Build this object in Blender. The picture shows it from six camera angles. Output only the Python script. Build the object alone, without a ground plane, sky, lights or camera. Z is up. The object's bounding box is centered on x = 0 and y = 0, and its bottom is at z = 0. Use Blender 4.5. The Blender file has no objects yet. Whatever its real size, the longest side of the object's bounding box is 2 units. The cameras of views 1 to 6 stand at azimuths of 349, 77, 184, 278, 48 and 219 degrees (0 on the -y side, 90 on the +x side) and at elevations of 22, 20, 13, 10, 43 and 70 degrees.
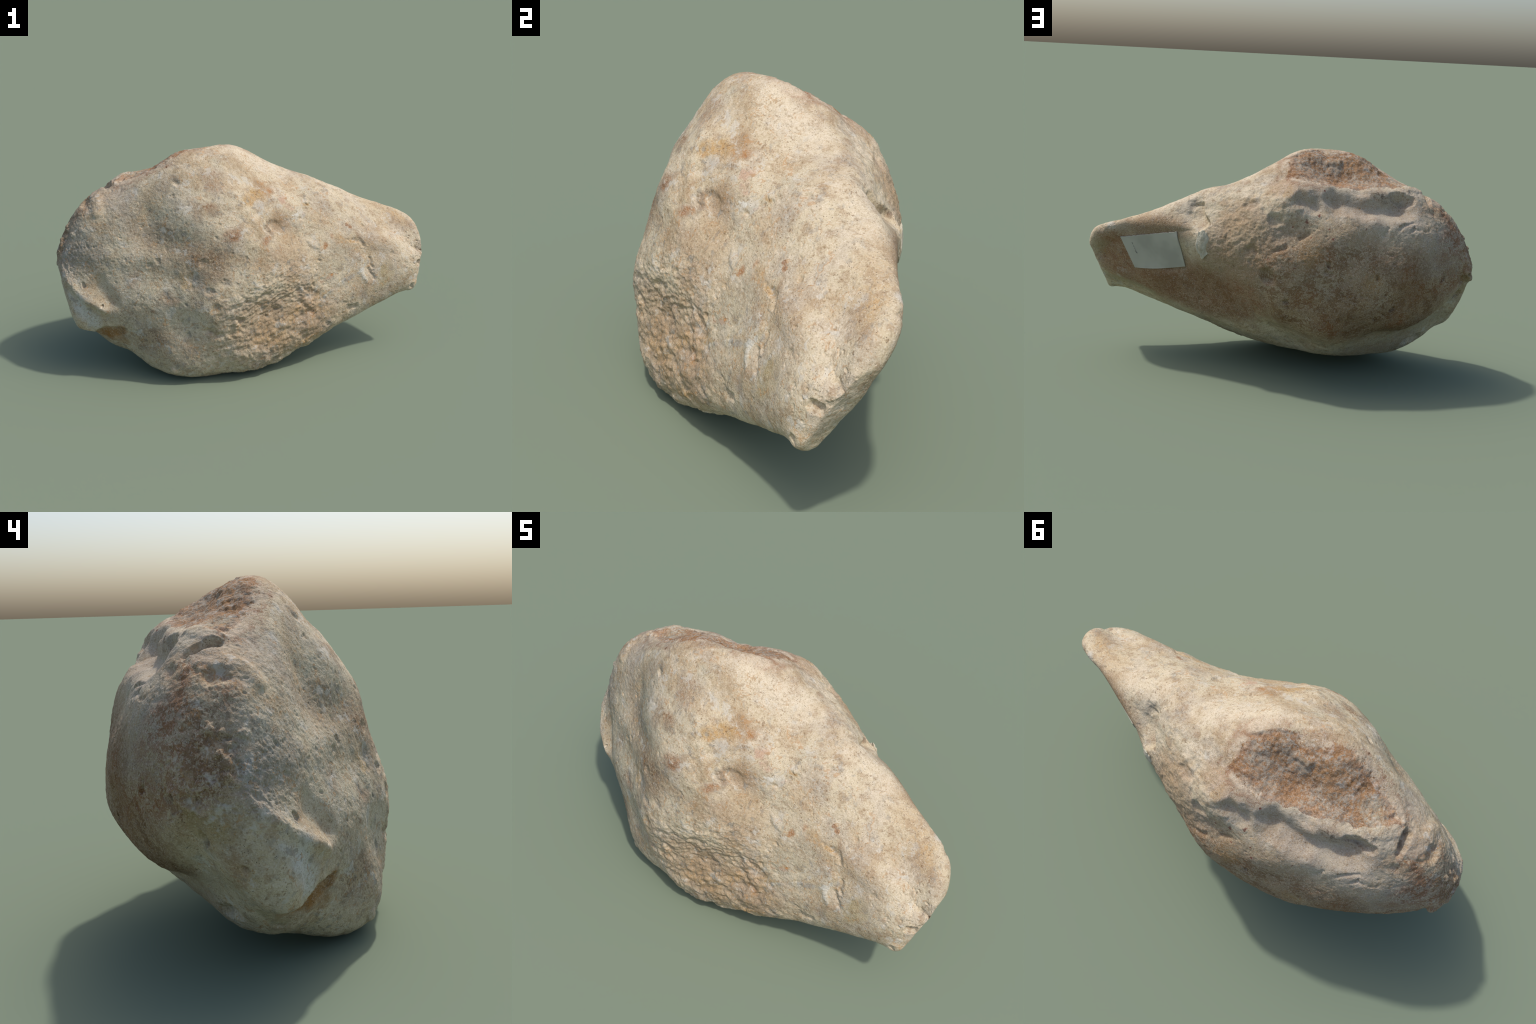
"""A pointed limestone cobble with a rusty broken face on top, a chalky
nodule and a blank paper label on the beak.

The body is a loft: cross-sections along the long (x) axis, each a ring of
radii about a gently bent spine, joined by cubic B-splines.  On that smooth
form sit the individual features (dents, creases, scarps), then noise relief.
"""
import math
import bpy
import bmesh
import numpy as np
from collections import namedtuple
from mathutils import Vector
from mathutils.bvhtree import BVHTree
from mathutils.kdtree import KDTree

RNG = np.random.default_rng(7)

# ------------------------------------------------------------------ form
X_LEFT, X_RIGHT, BLUNT = -0.992, 1.002, 2.4
SPINE_X = (-1.0, 0.0, 0.5, 1.0)
SPINE_Y = (0.0, -0.02, -0.02, -0.045)
SPINE_Z = (0.57, 0.54, 0.535, 0.51)

# one row per cross-section, from the blunt end to the beak; radii run
# counter-clockwise from +y over the top (+z)
SECTIONS = np.array([
    [0.181, 0.241, 0.278, 0.222, 0.161, 0.145, 0.156, 0.190, 0.239, 0.293, 0.345, 0.389, 0.434, 0.469, 0.428, 0.286, 0.117, 0.033, 0.016, 0.021, 0.034, 0.053, 0.082, 0.126],  # x = -0.99
    [0.182, 0.213, 0.252, 0.258, 0.260, 0.274, 0.275, 0.284, 0.316, 0.330, 0.335, 0.344, 0.368, 0.452, 0.535, 0.632, 0.578, 0.324, 0.177, 0.127, 0.136, 0.145, 0.146, 0.160],  # x = -0.96
    [0.212, 0.221, 0.241, 0.285, 0.323, 0.376, 0.393, 0.371, 0.374, 0.346, 0.312, 0.311, 0.318, 0.386, 0.468, 0.710, 0.891, 0.512, 0.275, 0.218, 0.234, 0.242, 0.226, 0.213],  # x = -0.92
    [0.276, 0.290, 0.315, 0.355, 0.390, 0.437, 0.496, 0.462, 0.401, 0.354, 0.327, 0.328, 0.312, 0.361, 0.512, 0.515, 0.664, 0.527, 0.283, 0.297, 0.322, 0.330, 0.311, 0.280],  # x = -0.85
    [0.352, 0.349, 0.366, 0.399, 0.425, 0.459, 0.484, 0.462, 0.409, 0.351, 0.328, 0.333, 0.323, 0.366, 0.481, 0.516, 0.648, 0.639, 0.416, 0.352, 0.375, 0.356, 0.349, 0.345],  # x = -0.75
    [0.403, 0.392, 0.398, 0.417, 0.425, 0.514, 0.509, 0.471, 0.427, 0.353, 0.328, 0.332, 0.348, 0.410, 0.469, 0.538, 0.593, 0.593, 0.571, 0.346, 0.427, 0.421, 0.413, 0.368],  # x = -0.64
    [0.425, 0.429, 0.386, 0.441, 0.507, 0.495, 0.467, 0.578, 0.389, 0.323, 0.333, 0.362, 0.336, 0.441, 0.504, 0.593, 0.743, 0.538, 0.538, 0.466, 0.315, 0.406, 0.445, 0.451],  # x = -0.52
    [0.443, 0.430, 0.482, 0.497, 0.500, 0.442, 0.620, 0.572, 0.479, 0.473, 0.346, 0.382, 0.377, 0.458, 0.443, 0.716, 0.708, 0.425, 0.509, 0.512, 0.462, 0.479, 0.445, 0.483],  # x = -0.38
    [0.477, 0.474, 0.495, 0.441, 0.557, 0.391, 0.632, 0.576, 0.439, 0.440, 0.430, 0.432, 0.428, 0.502, 0.550, 0.601, 0.715, 0.404, 0.352, 0.480, 0.483, 0.474, 0.541, 0.463],  # x = -0.23
    [0.499, 0.524, 0.423, 0.613, 0.534, 0.602, 0.648, 0.447, 0.514, 0.433, 0.440, 0.372, 0.432, 0.460, 0.477, 0.666, 0.645, 0.463, 0.458, 0.465, 0.382, 0.347, 0.451, 0.504],  # x = -0.07
    [0.442, 0.462, 0.514, 0.496, 0.481, 0.550, 0.428, 0.424, 0.379, 0.316, 0.337, 0.356, 0.368, 0.381, 0.398, 0.579, 0.654, 0.460, 0.455, 0.394, 0.414, 0.369, 0.368, 0.388],  # x = 0.08
    [0.340, 0.407, 0.415, 0.454, 0.479, 0.421, 0.361, 0.338, 0.294, 0.242, 0.244, 0.267, 0.289, 0.319, 0.353, 0.506, 0.586, 0.447, 0.391, 0.330, 0.358, 0.345, 0.313, 0.308],  # x = 0.24
    [0.272, 0.365, 0.436, 0.332, 0.428, 0.429, 0.361, 0.265, 0.240, 0.223, 0.219, 0.205, 0.225, 0.257, 0.312, 0.472, 0.501, 0.390, 0.349, 0.312, 0.326, 0.290, 0.249, 0.251],  # x = 0.39
    [0.203, 0.116, 0.333, 0.391, 0.419, 0.330, 0.284, 0.227, 0.197, 0.183, 0.179, 0.192, 0.211, 0.235, 0.292, 0.374, 0.471, 0.353, 0.314, 0.282, 0.269, 0.244, 0.229, 0.236],  # x = 0.53
    [0.198, 0.208, 0.272, 0.390, 0.364, 0.283, 0.222, 0.189, 0.180, 0.181, 0.167, 0.156, 0.175, 0.206, 0.261, 0.336, 0.424, 0.308, 0.261, 0.240, 0.223, 0.208, 0.204, 0.202],  # x = 0.65
    [0.161, 0.150, 0.149, 0.410, 0.355, 0.214, 0.167, 0.159, 0.163, 0.170, 0.165, 0.157, 0.171, 0.198, 0.236, 0.294, 0.408, 0.292, 0.218, 0.201, 0.192, 0.180, 0.173, 0.169],  # x = 0.76
    [0.131, 0.124, 0.179, 0.479, 0.348, 0.191, 0.151, 0.141, 0.132, 0.129, 0.130, 0.138, 0.160, 0.193, 0.253, 0.325, 0.381, 0.282, 0.202, 0.191, 0.181, 0.169, 0.158, 0.147],  # x = 0.86
    [0.152, 0.158, 0.227, 0.532, 0.394, 0.227, 0.144, 0.103, 0.083, 0.081, 0.094, 0.119, 0.155, 0.205, 0.265, 0.312, 0.476, 0.443, 0.238, 0.203, 0.176, 0.166, 0.162, 0.159],  # x = 0.93
    [0.196, 0.228, 0.268, 0.541, 0.528, 0.284, 0.127, 0.052, 0.028, 0.034, 0.060, 0.099, 0.143, 0.181, 0.210, 0.258, 0.375, 0.305, 0.219, 0.184, 0.153, 0.145, 0.151, 0.169],  # x = 0.97
    [0.195, 0.291, 0.434, 0.536, 0.424, 0.224, 0.087, 0.008, -0.021, -0.010, 0.024, 0.066, 0.098, 0.100, 0.066, 0.011, -0.017, 0.020, 0.094, 0.123, 0.112, 0.107, 0.116, 0.141],  # x = 1.00
])

Dent = namedtuple("Dent", "name points radius depth edge")
Crease = namedtuple("Crease", "name points width depth")
Scarp = namedtuple("Scarp", "name points width depth low reach")
Cut = namedtuple("Cut", "name centre normal reach round")
Stain = namedtuple("Stain", "name colour points radius strength grain")

RELIEF = [
    Dent('trough', [(-0.31, 0.275, 0.925), (-0.45, 0.262, 0.90), (-0.60, 0.19, 0.90)], radius=0.082, depth=0.054, edge=0.1),
    Dent('trough pit', [(-0.636, 0.145, 0.923), (-0.615, 0.155, 0.927)], radius=0.028, depth=0.006, edge=0.2),
    Dent('trough pit', [(-0.386, 0.194, 0.968)], radius=0.028, depth=0.008, edge=0.3),
    Dent('left hollow', [(-0.130, 0.342, 0.932), (-0.184, 0.333, 0.908)], radius=0.049, depth=0.026, edge=0.1),
    Scarp('hollow wall', [(-0.044, 0.357, 0.930), (-0.107, 0.338, 0.947), (-0.138, 0.325, 0.950), (-0.175, 0.325, 0.927)], width=0.02, depth=0.006, low=(-0.110, 0.376, 0.866), reach=0.08),
    Crease('lip fissure', [(-0.587, 0.265, 0.800), (-0.627, 0.232, 0.826), (-0.679, 0.203, 0.826)], width=0.008, depth=0.008),
    Crease('lip fissure', [(-0.518, 0.303, 0.772), (-0.544, 0.275, 0.818)], width=0.01, depth=0.008),
    Crease('lip fissure', [(-0.643, 0.250, 0.785), (-0.667, 0.228, 0.803), (-0.700, 0.216, 0.794)], width=0.008, depth=0.006),
    Dent('facet block', [(-0.240, 0.043, 1.078), (-0.270, 0.040, 1.076)], radius=0.032, depth=-0.012, edge=0.3),
    Scarp('facet rim', [(-0.035, 0.095, 1.097), (-0.088, 0.054, 1.118), (-0.123, 0.021, 1.126), (-0.184, -0.009, 1.129), (-0.218, 0.013, 1.112)], width=0.008, depth=0.007, low=(-0.153, 0.083, 1.079), reach=0.05),
    Scarp('facet rim', [(-0.331, -0.064, 1.119), (-0.375, -0.092, 1.100), (-0.395, -0.093, 1.091), (-0.405, -0.054, 1.090)], width=0.008, depth=0.006, low=(-0.368, 0.002, 1.090), reach=0.06),
    Scarp('facet rim', [(-0.456, -0.096, 1.060), (-0.498, -0.091, 1.038), (-0.553, -0.075, 1.008), (-0.613, -0.048, 0.981), (-0.678, -0.024, 0.956)], width=0.01, depth=0.007, low=(-0.490, 0.023, 1.018), reach=0.07),
    Scarp('facet left edge', [(-0.039, 0.242, 1.009), (-0.075, 0.249, 1.010), (-0.123, 0.252, 1.006), (-0.174, 0.243, 1.000)], width=0.012, depth=0.004, low=(-0.116, 0.217, 1.023), reach=0.06),
    Dent('white corner block', [(-0.679, -0.001, 0.958), (-0.626, 0.064, 0.973)], radius=0.038, depth=-0.008, edge=0.6),
    Dent('notch', [(-0.717, -0.008, 0.938), (-0.730, 0.045, 0.925)], radius=0.021, depth=0.026, edge=0.5),
    Dent('pit', [(-0.831, -0.032, 0.864), (-0.837, -0.022, 0.861)], radius=0.037, depth=0.018, edge=0.6),
    Dent('hollow', [(-0.713, -0.012, 0.940)], radius=0.024, depth=0.008, edge=0.5),
    Dent('hollow', [(-0.727, 0.051, 0.925), (-0.734, 0.069, 0.913)], radius=0.020, depth=0.018, edge=0.5),
    Dent('hollow', [(-0.562, 0.156, 0.953), (-0.647, 0.131, 0.929)], radius=0.029, depth=0.018, edge=0.5),
    Crease('rib', [(-0.771, -0.058, 0.898), (-0.780, -0.110, 0.859), (-0.777, -0.152, 0.811)], width=0.03, depth=-0.012),
    Dent('spall lump', [(-0.927, -0.022, 0.730)], radius=0.020, depth=-0.012, edge=0.4),
    Dent('spall lump', [(-0.925, -0.058, 0.723)], radius=0.012, depth=-0.009, edge=0.4),
    Dent('spall lump', [(-0.957, -0.049, 0.670)], radius=0.015, depth=-0.012, edge=0.4),
    Dent('spall lump', [(-0.963, -0.071, 0.649)], radius=0.021, depth=-0.009, edge=0.4),
    Dent('spall lump', [(-0.906, -0.110, 0.716)], radius=0.019, depth=-0.009, edge=0.4),
    Dent('spall lump', [(-0.939, -0.075, 0.692)], radius=0.013, depth=-0.009, edge=0.4),
    Dent('spall lump', [(-0.975, -0.074, 0.617)], radius=0.016, depth=-0.006, edge=0.4),
    Dent('spall pocket', [(-0.929, -0.065, 0.713)], radius=0.016, depth=0.009, edge=0.4),
    Dent('spall pocket', [(-0.939, -0.085, 0.684)], radius=0.021, depth=0.0075, edge=0.4),
    Dent('spall pocket', [(-0.940, -0.043, 0.702)], radius=0.013, depth=0.0045, edge=0.4),
    Dent('spall pocket', [(-0.956, -0.093, 0.643)], radius=0.024, depth=0.006, edge=0.4),
    Dent('spall pocket', [(-0.962, -0.100, 0.620)], radius=0.019, depth=0.0045, edge=0.4),
    Dent('dish', [(-0.740, -0.303, 0.438), (-0.787, -0.265, 0.487)], radius=0.061, depth=0.017, edge=0.1),
    Dent('dish mark', [(-0.856, -0.236, 0.484), (-0.858, -0.230, 0.494)], radius=0.011, depth=0.008, edge=0.8),
    Crease('dish rim', [(-0.950, -0.161, 0.519), (-0.901, -0.217, 0.461), (-0.839, -0.267, 0.415), (-0.718, -0.320, 0.367)], width=0.024, depth=-0.016),
    Dent('small hole', [(-0.771, -0.298, 0.404)], radius=0.007, depth=0.012, edge=0.9),
    Scarp('lower ledge', [(-0.662, -0.331, 0.283), (-0.712, -0.304, 0.282), (-0.765, -0.273, 0.271), (-0.795, -0.252, 0.247), (-0.811, -0.234, 0.226), (-0.885, -0.204, 0.234)], width=0.007, depth=0.022, low=(-0.659, -0.300, 0.191), reach=0.11),
    Crease('ledge back', [(-0.953, -0.104, 0.377), (-0.944, -0.120, 0.342), (-0.936, -0.136, 0.318)], width=0.012, depth=0.008),
    Dent('shadow pit', [(-0.950, -0.106, 0.367)], radius=0.011, depth=0.01, edge=0.5),
    Dent('end knob', [(-0.977, -0.011, 0.522), (-0.953, 0.071, 0.569)], radius=0.025, depth=-0.018, edge=0.3),
    Dent('under knob', [(-0.926, 0.093, 0.559), (-0.936, 0.071, 0.524)], radius=0.021, depth=0.01, edge=0.6),
    Dent('worm hole', [(-0.081, 0.453, 0.453)], radius=0.014, depth=0.014, edge=0.85),
    Dent('worm hole', [(-0.591, 0.326, 0.431), (-0.578, 0.330, 0.416)], radius=0.010, depth=0.014, edge=0.85),
    Dent('worm hole', [(-0.504, 0.350, 0.376)], radius=0.013, depth=0.01, edge=0.85),
    Dent('worm hole', [(-0.505, 0.377, 0.591), (-0.506, 0.378, 0.583)], radius=0.008, depth=0.01, edge=0.85),
    Dent('worm hole', [(-0.275, 0.431, 0.643)], radius=0.013, depth=0.012, edge=0.85),
    Dent('worm hole', [(-0.550, 0.363, 0.501)], radius=0.008, depth=0.008, edge=0.85),
    Dent('worm hole', [(-0.543, 0.342, 0.396)], radius=0.008, depth=0.008, edge=0.85),
    Dent('worm hole', [(-0.834, 0.181, 0.561), (-0.824, 0.189, 0.549)], radius=0.011, depth=0.01, edge=0.85),
    Dent('worm hole', [(-0.955, 0.068, 0.568)], radius=0.010, depth=0.014, edge=0.85),
    Dent('worm hole', [(-0.090, 0.447, 0.429)], radius=0.007, depth=0.008, edge=0.85),
    Dent('worm hole', [(-0.259, 0.440, 0.611), (-0.283, 0.434, 0.603)], radius=0.013, depth=0.005, edge=0.85),
    Dent('large hole', [(0.008, 0.450, 0.559), (0.021, 0.447, 0.570)], radius=0.040, depth=0.026, edge=0.5),
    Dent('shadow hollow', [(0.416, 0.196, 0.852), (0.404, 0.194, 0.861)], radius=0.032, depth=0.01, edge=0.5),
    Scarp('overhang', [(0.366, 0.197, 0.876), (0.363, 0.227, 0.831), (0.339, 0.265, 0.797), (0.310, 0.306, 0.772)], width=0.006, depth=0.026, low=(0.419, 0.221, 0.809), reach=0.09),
    Crease('rough fissure', [(0.127, 0.409, 0.677), (0.095, 0.416, 0.705), (0.068, 0.429, 0.673)], width=0.016, depth=0.012),
    Crease('rough fissure', [(0.007, 0.440, 0.684), (-0.040, 0.435, 0.707), (-0.086, 0.428, 0.721)], width=0.012, depth=0.01),
    Crease('rough fissure', [(-0.123, 0.411, 0.748), (-0.149, 0.399, 0.772), (-0.176, 0.393, 0.785)], width=0.014, depth=0.01),
    Dent('rough hollow', [(-0.001, 0.388, 0.829)], radius=0.034, depth=0.01, edge=0.6),
    Dent('rough hollow', [(0.137, 0.310, 0.888), (0.095, 0.323, 0.897)], radius=0.029, depth=0.01, edge=0.5),
    Dent('edge notch', [(-0.922, -0.001, 0.437)], radius=0.023, depth=0.02, edge=0.2),
    Dent('foot notch', [(-0.737, -0.044, 0.179), (-0.688, -0.007, 0.164)], radius=0.034, depth=0.02, edge=0.2),
    Dent('under tip', [(0.912, -0.156, 0.353)], radius=0.018, depth=0.014, edge=0.2),
    Dent('toe', [(-0.428, -0.420, 0.070)], radius=0.026, depth=-0.014, edge=0.2),
    Dent('bottom notch', [(-0.768, -0.169, 0.150)], radius=0.016, depth=0.016, edge=0.3),
    Scarp('long groove', [(-0.166, -0.475, 0.429), (-0.116, -0.467, 0.435), (-0.063, -0.452, 0.446), (-0.012, -0.433, 0.450), (0.046, -0.408, 0.471)], width=0.012, depth=0.008, low=(-0.063, -0.447, 0.370), reach=0.06),
    Dent('rust hollow', [(0.011, -0.229, 0.914), (-0.020, -0.283, 0.866)], radius=0.061, depth=0.008, edge=0.5),
    Dent('hollow', [(0.072, -0.272, 0.767), (0.118, -0.239, 0.767)], radius=0.039, depth=0.01, edge=0.5),
    Dent('knob', [(0.066, -0.278, 0.765), (0.058, -0.273, 0.782)], radius=0.022, depth=-0.007, edge=0.7),
    Crease('scar lip', [(-0.060, -0.286, 0.895), (-0.013, -0.295, 0.833), (0.020, -0.311, 0.770), (0.030, -0.332, 0.732)], width=0.03, depth=-0.01),
    Scarp('scar edge', [(0.278, -0.211, 0.678), (0.317, -0.225, 0.635), (0.355, -0.219, 0.620), (0.362, -0.236, 0.577), (0.356, -0.254, 0.541), (0.375, -0.253, 0.525)], width=0.008, depth=0.006, low=(0.272, -0.273, 0.585), reach=0.1),
    Scarp('platform edge', [(0.308, -0.291, 0.485), (0.241, -0.325, 0.444), (0.237, -0.331, 0.397), (0.271, -0.330, 0.357), (0.304, -0.329, 0.333), (0.389, -0.310, 0.326)], width=0.009, depth=0.01, low=(0.184, -0.359, 0.335), reach=0.07),
    Crease('platform slit', [(0.316, -0.292, 0.465), (0.319, -0.297, 0.437)], width=0.007, depth=0.01),
    Crease('white rib', [(0.578, -0.186, 0.555), (0.615, -0.186, 0.534), (0.589, -0.214, 0.483), (0.609, -0.220, 0.453), (0.637, -0.224, 0.412), (0.625, -0.235, 0.352)], width=0.018, depth=-0.006),
    Crease('brown gutter', [(0.629, -0.200, 0.494), (0.663, -0.206, 0.456), (0.683, -0.211, 0.416)], width=0.01, depth=0.009),
    Crease('gutter edge', [(0.650, -0.169, 0.549), (0.656, -0.189, 0.505), (0.674, -0.194, 0.482)], width=0.008, depth=0.008),
    Crease('brown gutter', [(0.549, -0.150, 0.637), (0.597, -0.143, 0.632), (0.614, -0.151, 0.611), (0.617, -0.160, 0.586)], width=0.012, depth=0.01),
    Scarp('chip', [(0.516, -0.270, 0.306), (0.571, -0.252, 0.311), (0.579, -0.247, 0.283)], width=0.007, depth=0.014, low=(0.484, -0.280, 0.251), reach=0.06),
    Dent('nodule', [(0.313, -0.086, 0.836), (0.315, -0.061, 0.858)], radius=0.020, depth=-0.008, edge=0.6),
    Crease('rust slot', [(0.251, -0.176, 0.765), (0.280, -0.150, 0.787), (0.304, -0.110, 0.818)], width=0.009, depth=0.008),
    Dent('front pit', [(-0.257, -0.447, 0.509), (-0.243, -0.448, 0.516)], radius=0.022, depth=0.0077, edge=0.4),
    Dent('front pit', [(-0.231, -0.474, 0.427), (-0.216, -0.475, 0.434)], radius=0.022, depth=0.0066, edge=0.4),
    Dent('front pit', [(-0.099, -0.458, 0.346), (-0.085, -0.454, 0.349)], radius=0.020, depth=0.0099, edge=0.4),
    Dent('front pit', [(-0.367, -0.439, 0.276), (-0.357, -0.440, 0.281)], radius=0.015, depth=0.0066, edge=0.4),
    Dent('front pit', [(-0.504, -0.405, 0.180), (-0.497, -0.409, 0.185)], radius=0.011, depth=0.0055, edge=0.4),
    Dent('front pit', [(-0.212, -0.468, 0.203), (-0.204, -0.469, 0.206)], radius=0.011, depth=0.0044, edge=0.4),
    Dent('front pit', [(-0.446, -0.400, 0.472), (-0.420, -0.403, 0.484)], radius=0.039, depth=0.0055, edge=0.4),
    Dent('front pit', [(-0.340, -0.400, 0.566), (-0.322, -0.404, 0.576)], radius=0.026, depth=0.0044, edge=0.4),
    Dent('front pit', [(-0.281, -0.400, 0.650), (-0.269, -0.402, 0.655)], radius=0.018, depth=0.0055, edge=0.4),
    Dent('front pit', [(-0.181, -0.445, 0.549), (-0.166, -0.443, 0.555)], radius=0.022, depth=0.0055, edge=0.4),
    Dent('front pit', [(-0.243, -0.470, 0.304), (-0.231, -0.472, 0.310)], radius=0.018, depth=0.0055, edge=0.4),
    Dent('front pit', [(-0.538, -0.318, 0.612), (-0.529, -0.320, 0.616)], radius=0.013, depth=0.0055, edge=0.4),
    Dent('front pit', [(-0.494, -0.328, 0.632), (-0.486, -0.330, 0.635)], radius=0.011, depth=0.0044, edge=0.4),
    Dent('nub', [(-0.117, -0.464, 0.340)], radius=0.018, depth=-0.01, edge=0.7),
    Crease('bottom fissure', [(-0.272, -0.463, 0.312), (-0.225, -0.471, 0.280), (-0.174, -0.472, 0.286)], width=0.012, depth=0.01),
    Dent('tip notch', [(0.968, -0.108, 0.464), (0.953, -0.125, 0.469)], radius=0.020, depth=0.02, edge=0.3),
    Dent('lower corner', [(0.925, -0.120, 0.345)], radius=0.05, depth=-0.010, edge=0.2),
]

# flat breaks: whatever stands proud of the plane is planed off
CUTS = [
    Cut('end break', (0.977, -0.033, 0.50), (0.90, 0.25, -0.36), reach=0.27, round=0.003),
]

# outline of the broken face, seen from above
FACE_EDGE = [
    (-0.033, 0.235, 1.012), (-0.034, 0.182, 1.050), (-0.037, 0.097, 1.097), (-0.079, 0.052, 1.118),
    (-0.119, 0.015, 1.128), (-0.183, -0.010, 1.129), (-0.223, 0.012, 1.111), (-0.275, -0.013, 1.119),
    (-0.334, -0.067, 1.118), (-0.373, -0.095, 1.100), (-0.397, -0.097, 1.090), (-0.454, -0.098, 1.061),
    (-0.498, -0.091, 1.038), (-0.553, -0.075, 1.008), (-0.613, -0.048, 0.981), (-0.676, -0.027, 0.956),
    (-0.698, -0.027, 0.945), (-0.629, 0.042, 0.976), (-0.597, 0.079, 0.978), (-0.551, 0.108, 0.979),
    (-0.476, 0.137, 0.980), (-0.422, 0.166, 0.973), (-0.330, 0.204, 0.973), (-0.392, 0.177, 0.971),
    (-0.310, 0.202, 0.977), (-0.235, 0.238, 0.985), (-0.170, 0.244, 1.000), (-0.123, 0.252, 1.006),
    (-0.068, 0.246, 1.012),
]
LABEL_CORNERS = [(0.799, 0.131, 0.648), (0.486, 0.254, 0.719), (0.447, 0.211, 0.538), (0.728, 0.103, 0.488)]
NODULE_AXIS = [(0.347, 0.323, 0.723), (0.347, 0.320, 0.634)]

# ------------------------------------------------------------- loft maths
def bspline(t):
    return np.stack([(1 - t) ** 3, 3 * t ** 3 - 6 * t ** 2 + 4, -3 * t ** 3 + 3 * t ** 2 + 3 * t + 1, t ** 3], -1) / 6


def section_weights(theta):
    n = len(SECTIONS)
    x = theta / math.pi * n - 0.5
    i = np.floor(x).astype(int)
    w, out = bspline(x - i), np.zeros((len(theta), n))
    for k in range(4):
        np.add.at(out, (np.arange(len(theta)), np.clip(i - 1 + k, 0, n - 1)), w[:, k])
    return out


def angle_weights(phi):
    n = SECTIONS.shape[1]
    x = phi / (2 * math.pi) * n
    i = np.floor(x).astype(int)
    w, out = bspline(x - i), np.zeros((len(phi), n))
    for k in range(4):
        np.add.at(out, (np.arange(len(phi)), (i - 1 + k) % n), w[:, k])
    return out


def loft(rings, around):
    theta = np.linspace(0, math.pi, rings)[1:-1]
    phi = np.arange(around) * 2 * math.pi / around
    s = -np.cos(theta)
    x = (X_LEFT + X_RIGHT) / 2 + (X_RIGHT - X_LEFT) / 2 * s
    cap = (1 - np.abs(s) ** BLUNT) ** (1 / BLUNT)
    r = cap[:, None] * (section_weights(theta) @ SECTIONS @ angle_weights(phi).T)
    y, z = np.interp(x, SPINE_X, SPINE_Y), np.interp(x, SPINE_X, SPINE_Z)
    grid = np.stack([np.repeat(x[:, None], around, 1), y[:, None] + r * np.cos(phi), z[:, None] + r * np.sin(phi)], -1)
    ends = [[X_LEFT, SPINE_Y[0], SPINE_Z[0]], [X_RIGHT, SPINE_Y[-1], SPINE_Z[-1]]]
    points = np.vstack([grid.reshape(-1, 3), ends])
    i = np.arange(rings - 3)[:, None] * around
    j, k = np.arange(around)[None], (np.arange(around)[None] + 1) % around
    quads = np.stack([i + j, i + k, i + around + k, i + around + j], -1).reshape(-1, 4)
    j, k, last, n = np.arange(around), (np.arange(around) + 1) % around, (rings - 3) * around, len(points)
    tris = np.vstack([np.stack([np.full(around, n - 2), k, j], -1), np.stack([np.full(around, n - 1), last + j, last + k], -1)])
    return points, quads, tris


def normals_of(points, quads, tris):
    out = np.zeros_like(points)
    for faces, a, b in ((quads, (2, 0), (3, 1)), (tris, (1, 0), (2, 0))):
        n = np.cross(points[faces[:, a[0]]] - points[faces[:, a[1]]], points[faces[:, b[0]]] - points[faces[:, b[1]]])
        for c in range(faces.shape[1]):
            for k in range(3):
                out[:, k] += np.bincount(faces[:, c], n[:, k], len(points))
    return out / np.maximum(np.linalg.norm(out, axis=1, keepdims=True), 1e-12)


# ------------------------------------------------------------------ noise
SHUFFLE = np.random.default_rng(11).permutation(256).astype(np.int32)
SHUFFLE = np.concatenate([SHUFFLE, SHUFFLE])
GRADIENT = np.random.default_rng(12).normal(size=(256, 3)).astype(np.float32)
GRADIENT /= np.linalg.norm(GRADIENT, axis=1, keepdims=True)


def perlin(p, scale, seed=0):
    x, y, z = ((p[:, k] * scale + seed * (17.31 + 3.7 * k)).astype(np.float32) for k in range(3))
    i, j, k = (np.floor(v).astype(np.int32) for v in (x, y, z))
    x, y, z = x - i, y - j, z - k
    i, j, k = i & 255, j & 255, k & 255
    u, v, w = (f * f * f * (f * (f * 6 - 15) + 10) for f in (x, y, z))
    total = np.zeros(len(p), np.float32)
    for a in (0, 1):
        ha = SHUFFLE[(i + a) & 255]
        wa = u if a else 1 - u
        for b in (0, 1):
            hb = SHUFFLE[ha + ((j + b) & 255)]
            wb = wa * (v if b else 1 - v)
            for c in (0, 1):
                g = GRADIENT[SHUFFLE[hb + ((k + c) & 255)]]
                total += wb * (w if c else 1 - w) * (g[:, 0] * (x - a) + g[:, 1] * (y - b) + g[:, 2] * (z - c))
    return total * 1.5


def fbm(p, scale, octaves, seed=0, gain=0.5):
    out, a = 0, 1.0
    for k in range(octaves):
        out = out + a * perlin(p, scale * 2.03 ** k, seed + k)
        a *= gain
    return out


def smooth(e0, e1, x):
    t = np.clip((x - e0) / (e1 - e0), 0, 1)
    return t * t * (3 - 2 * t)


def blob(p, centre, radius):
    return 1 - smooth(0.45, 1.15, np.linalg.norm(p - np.array(centre), axis=1) / radius)


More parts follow.
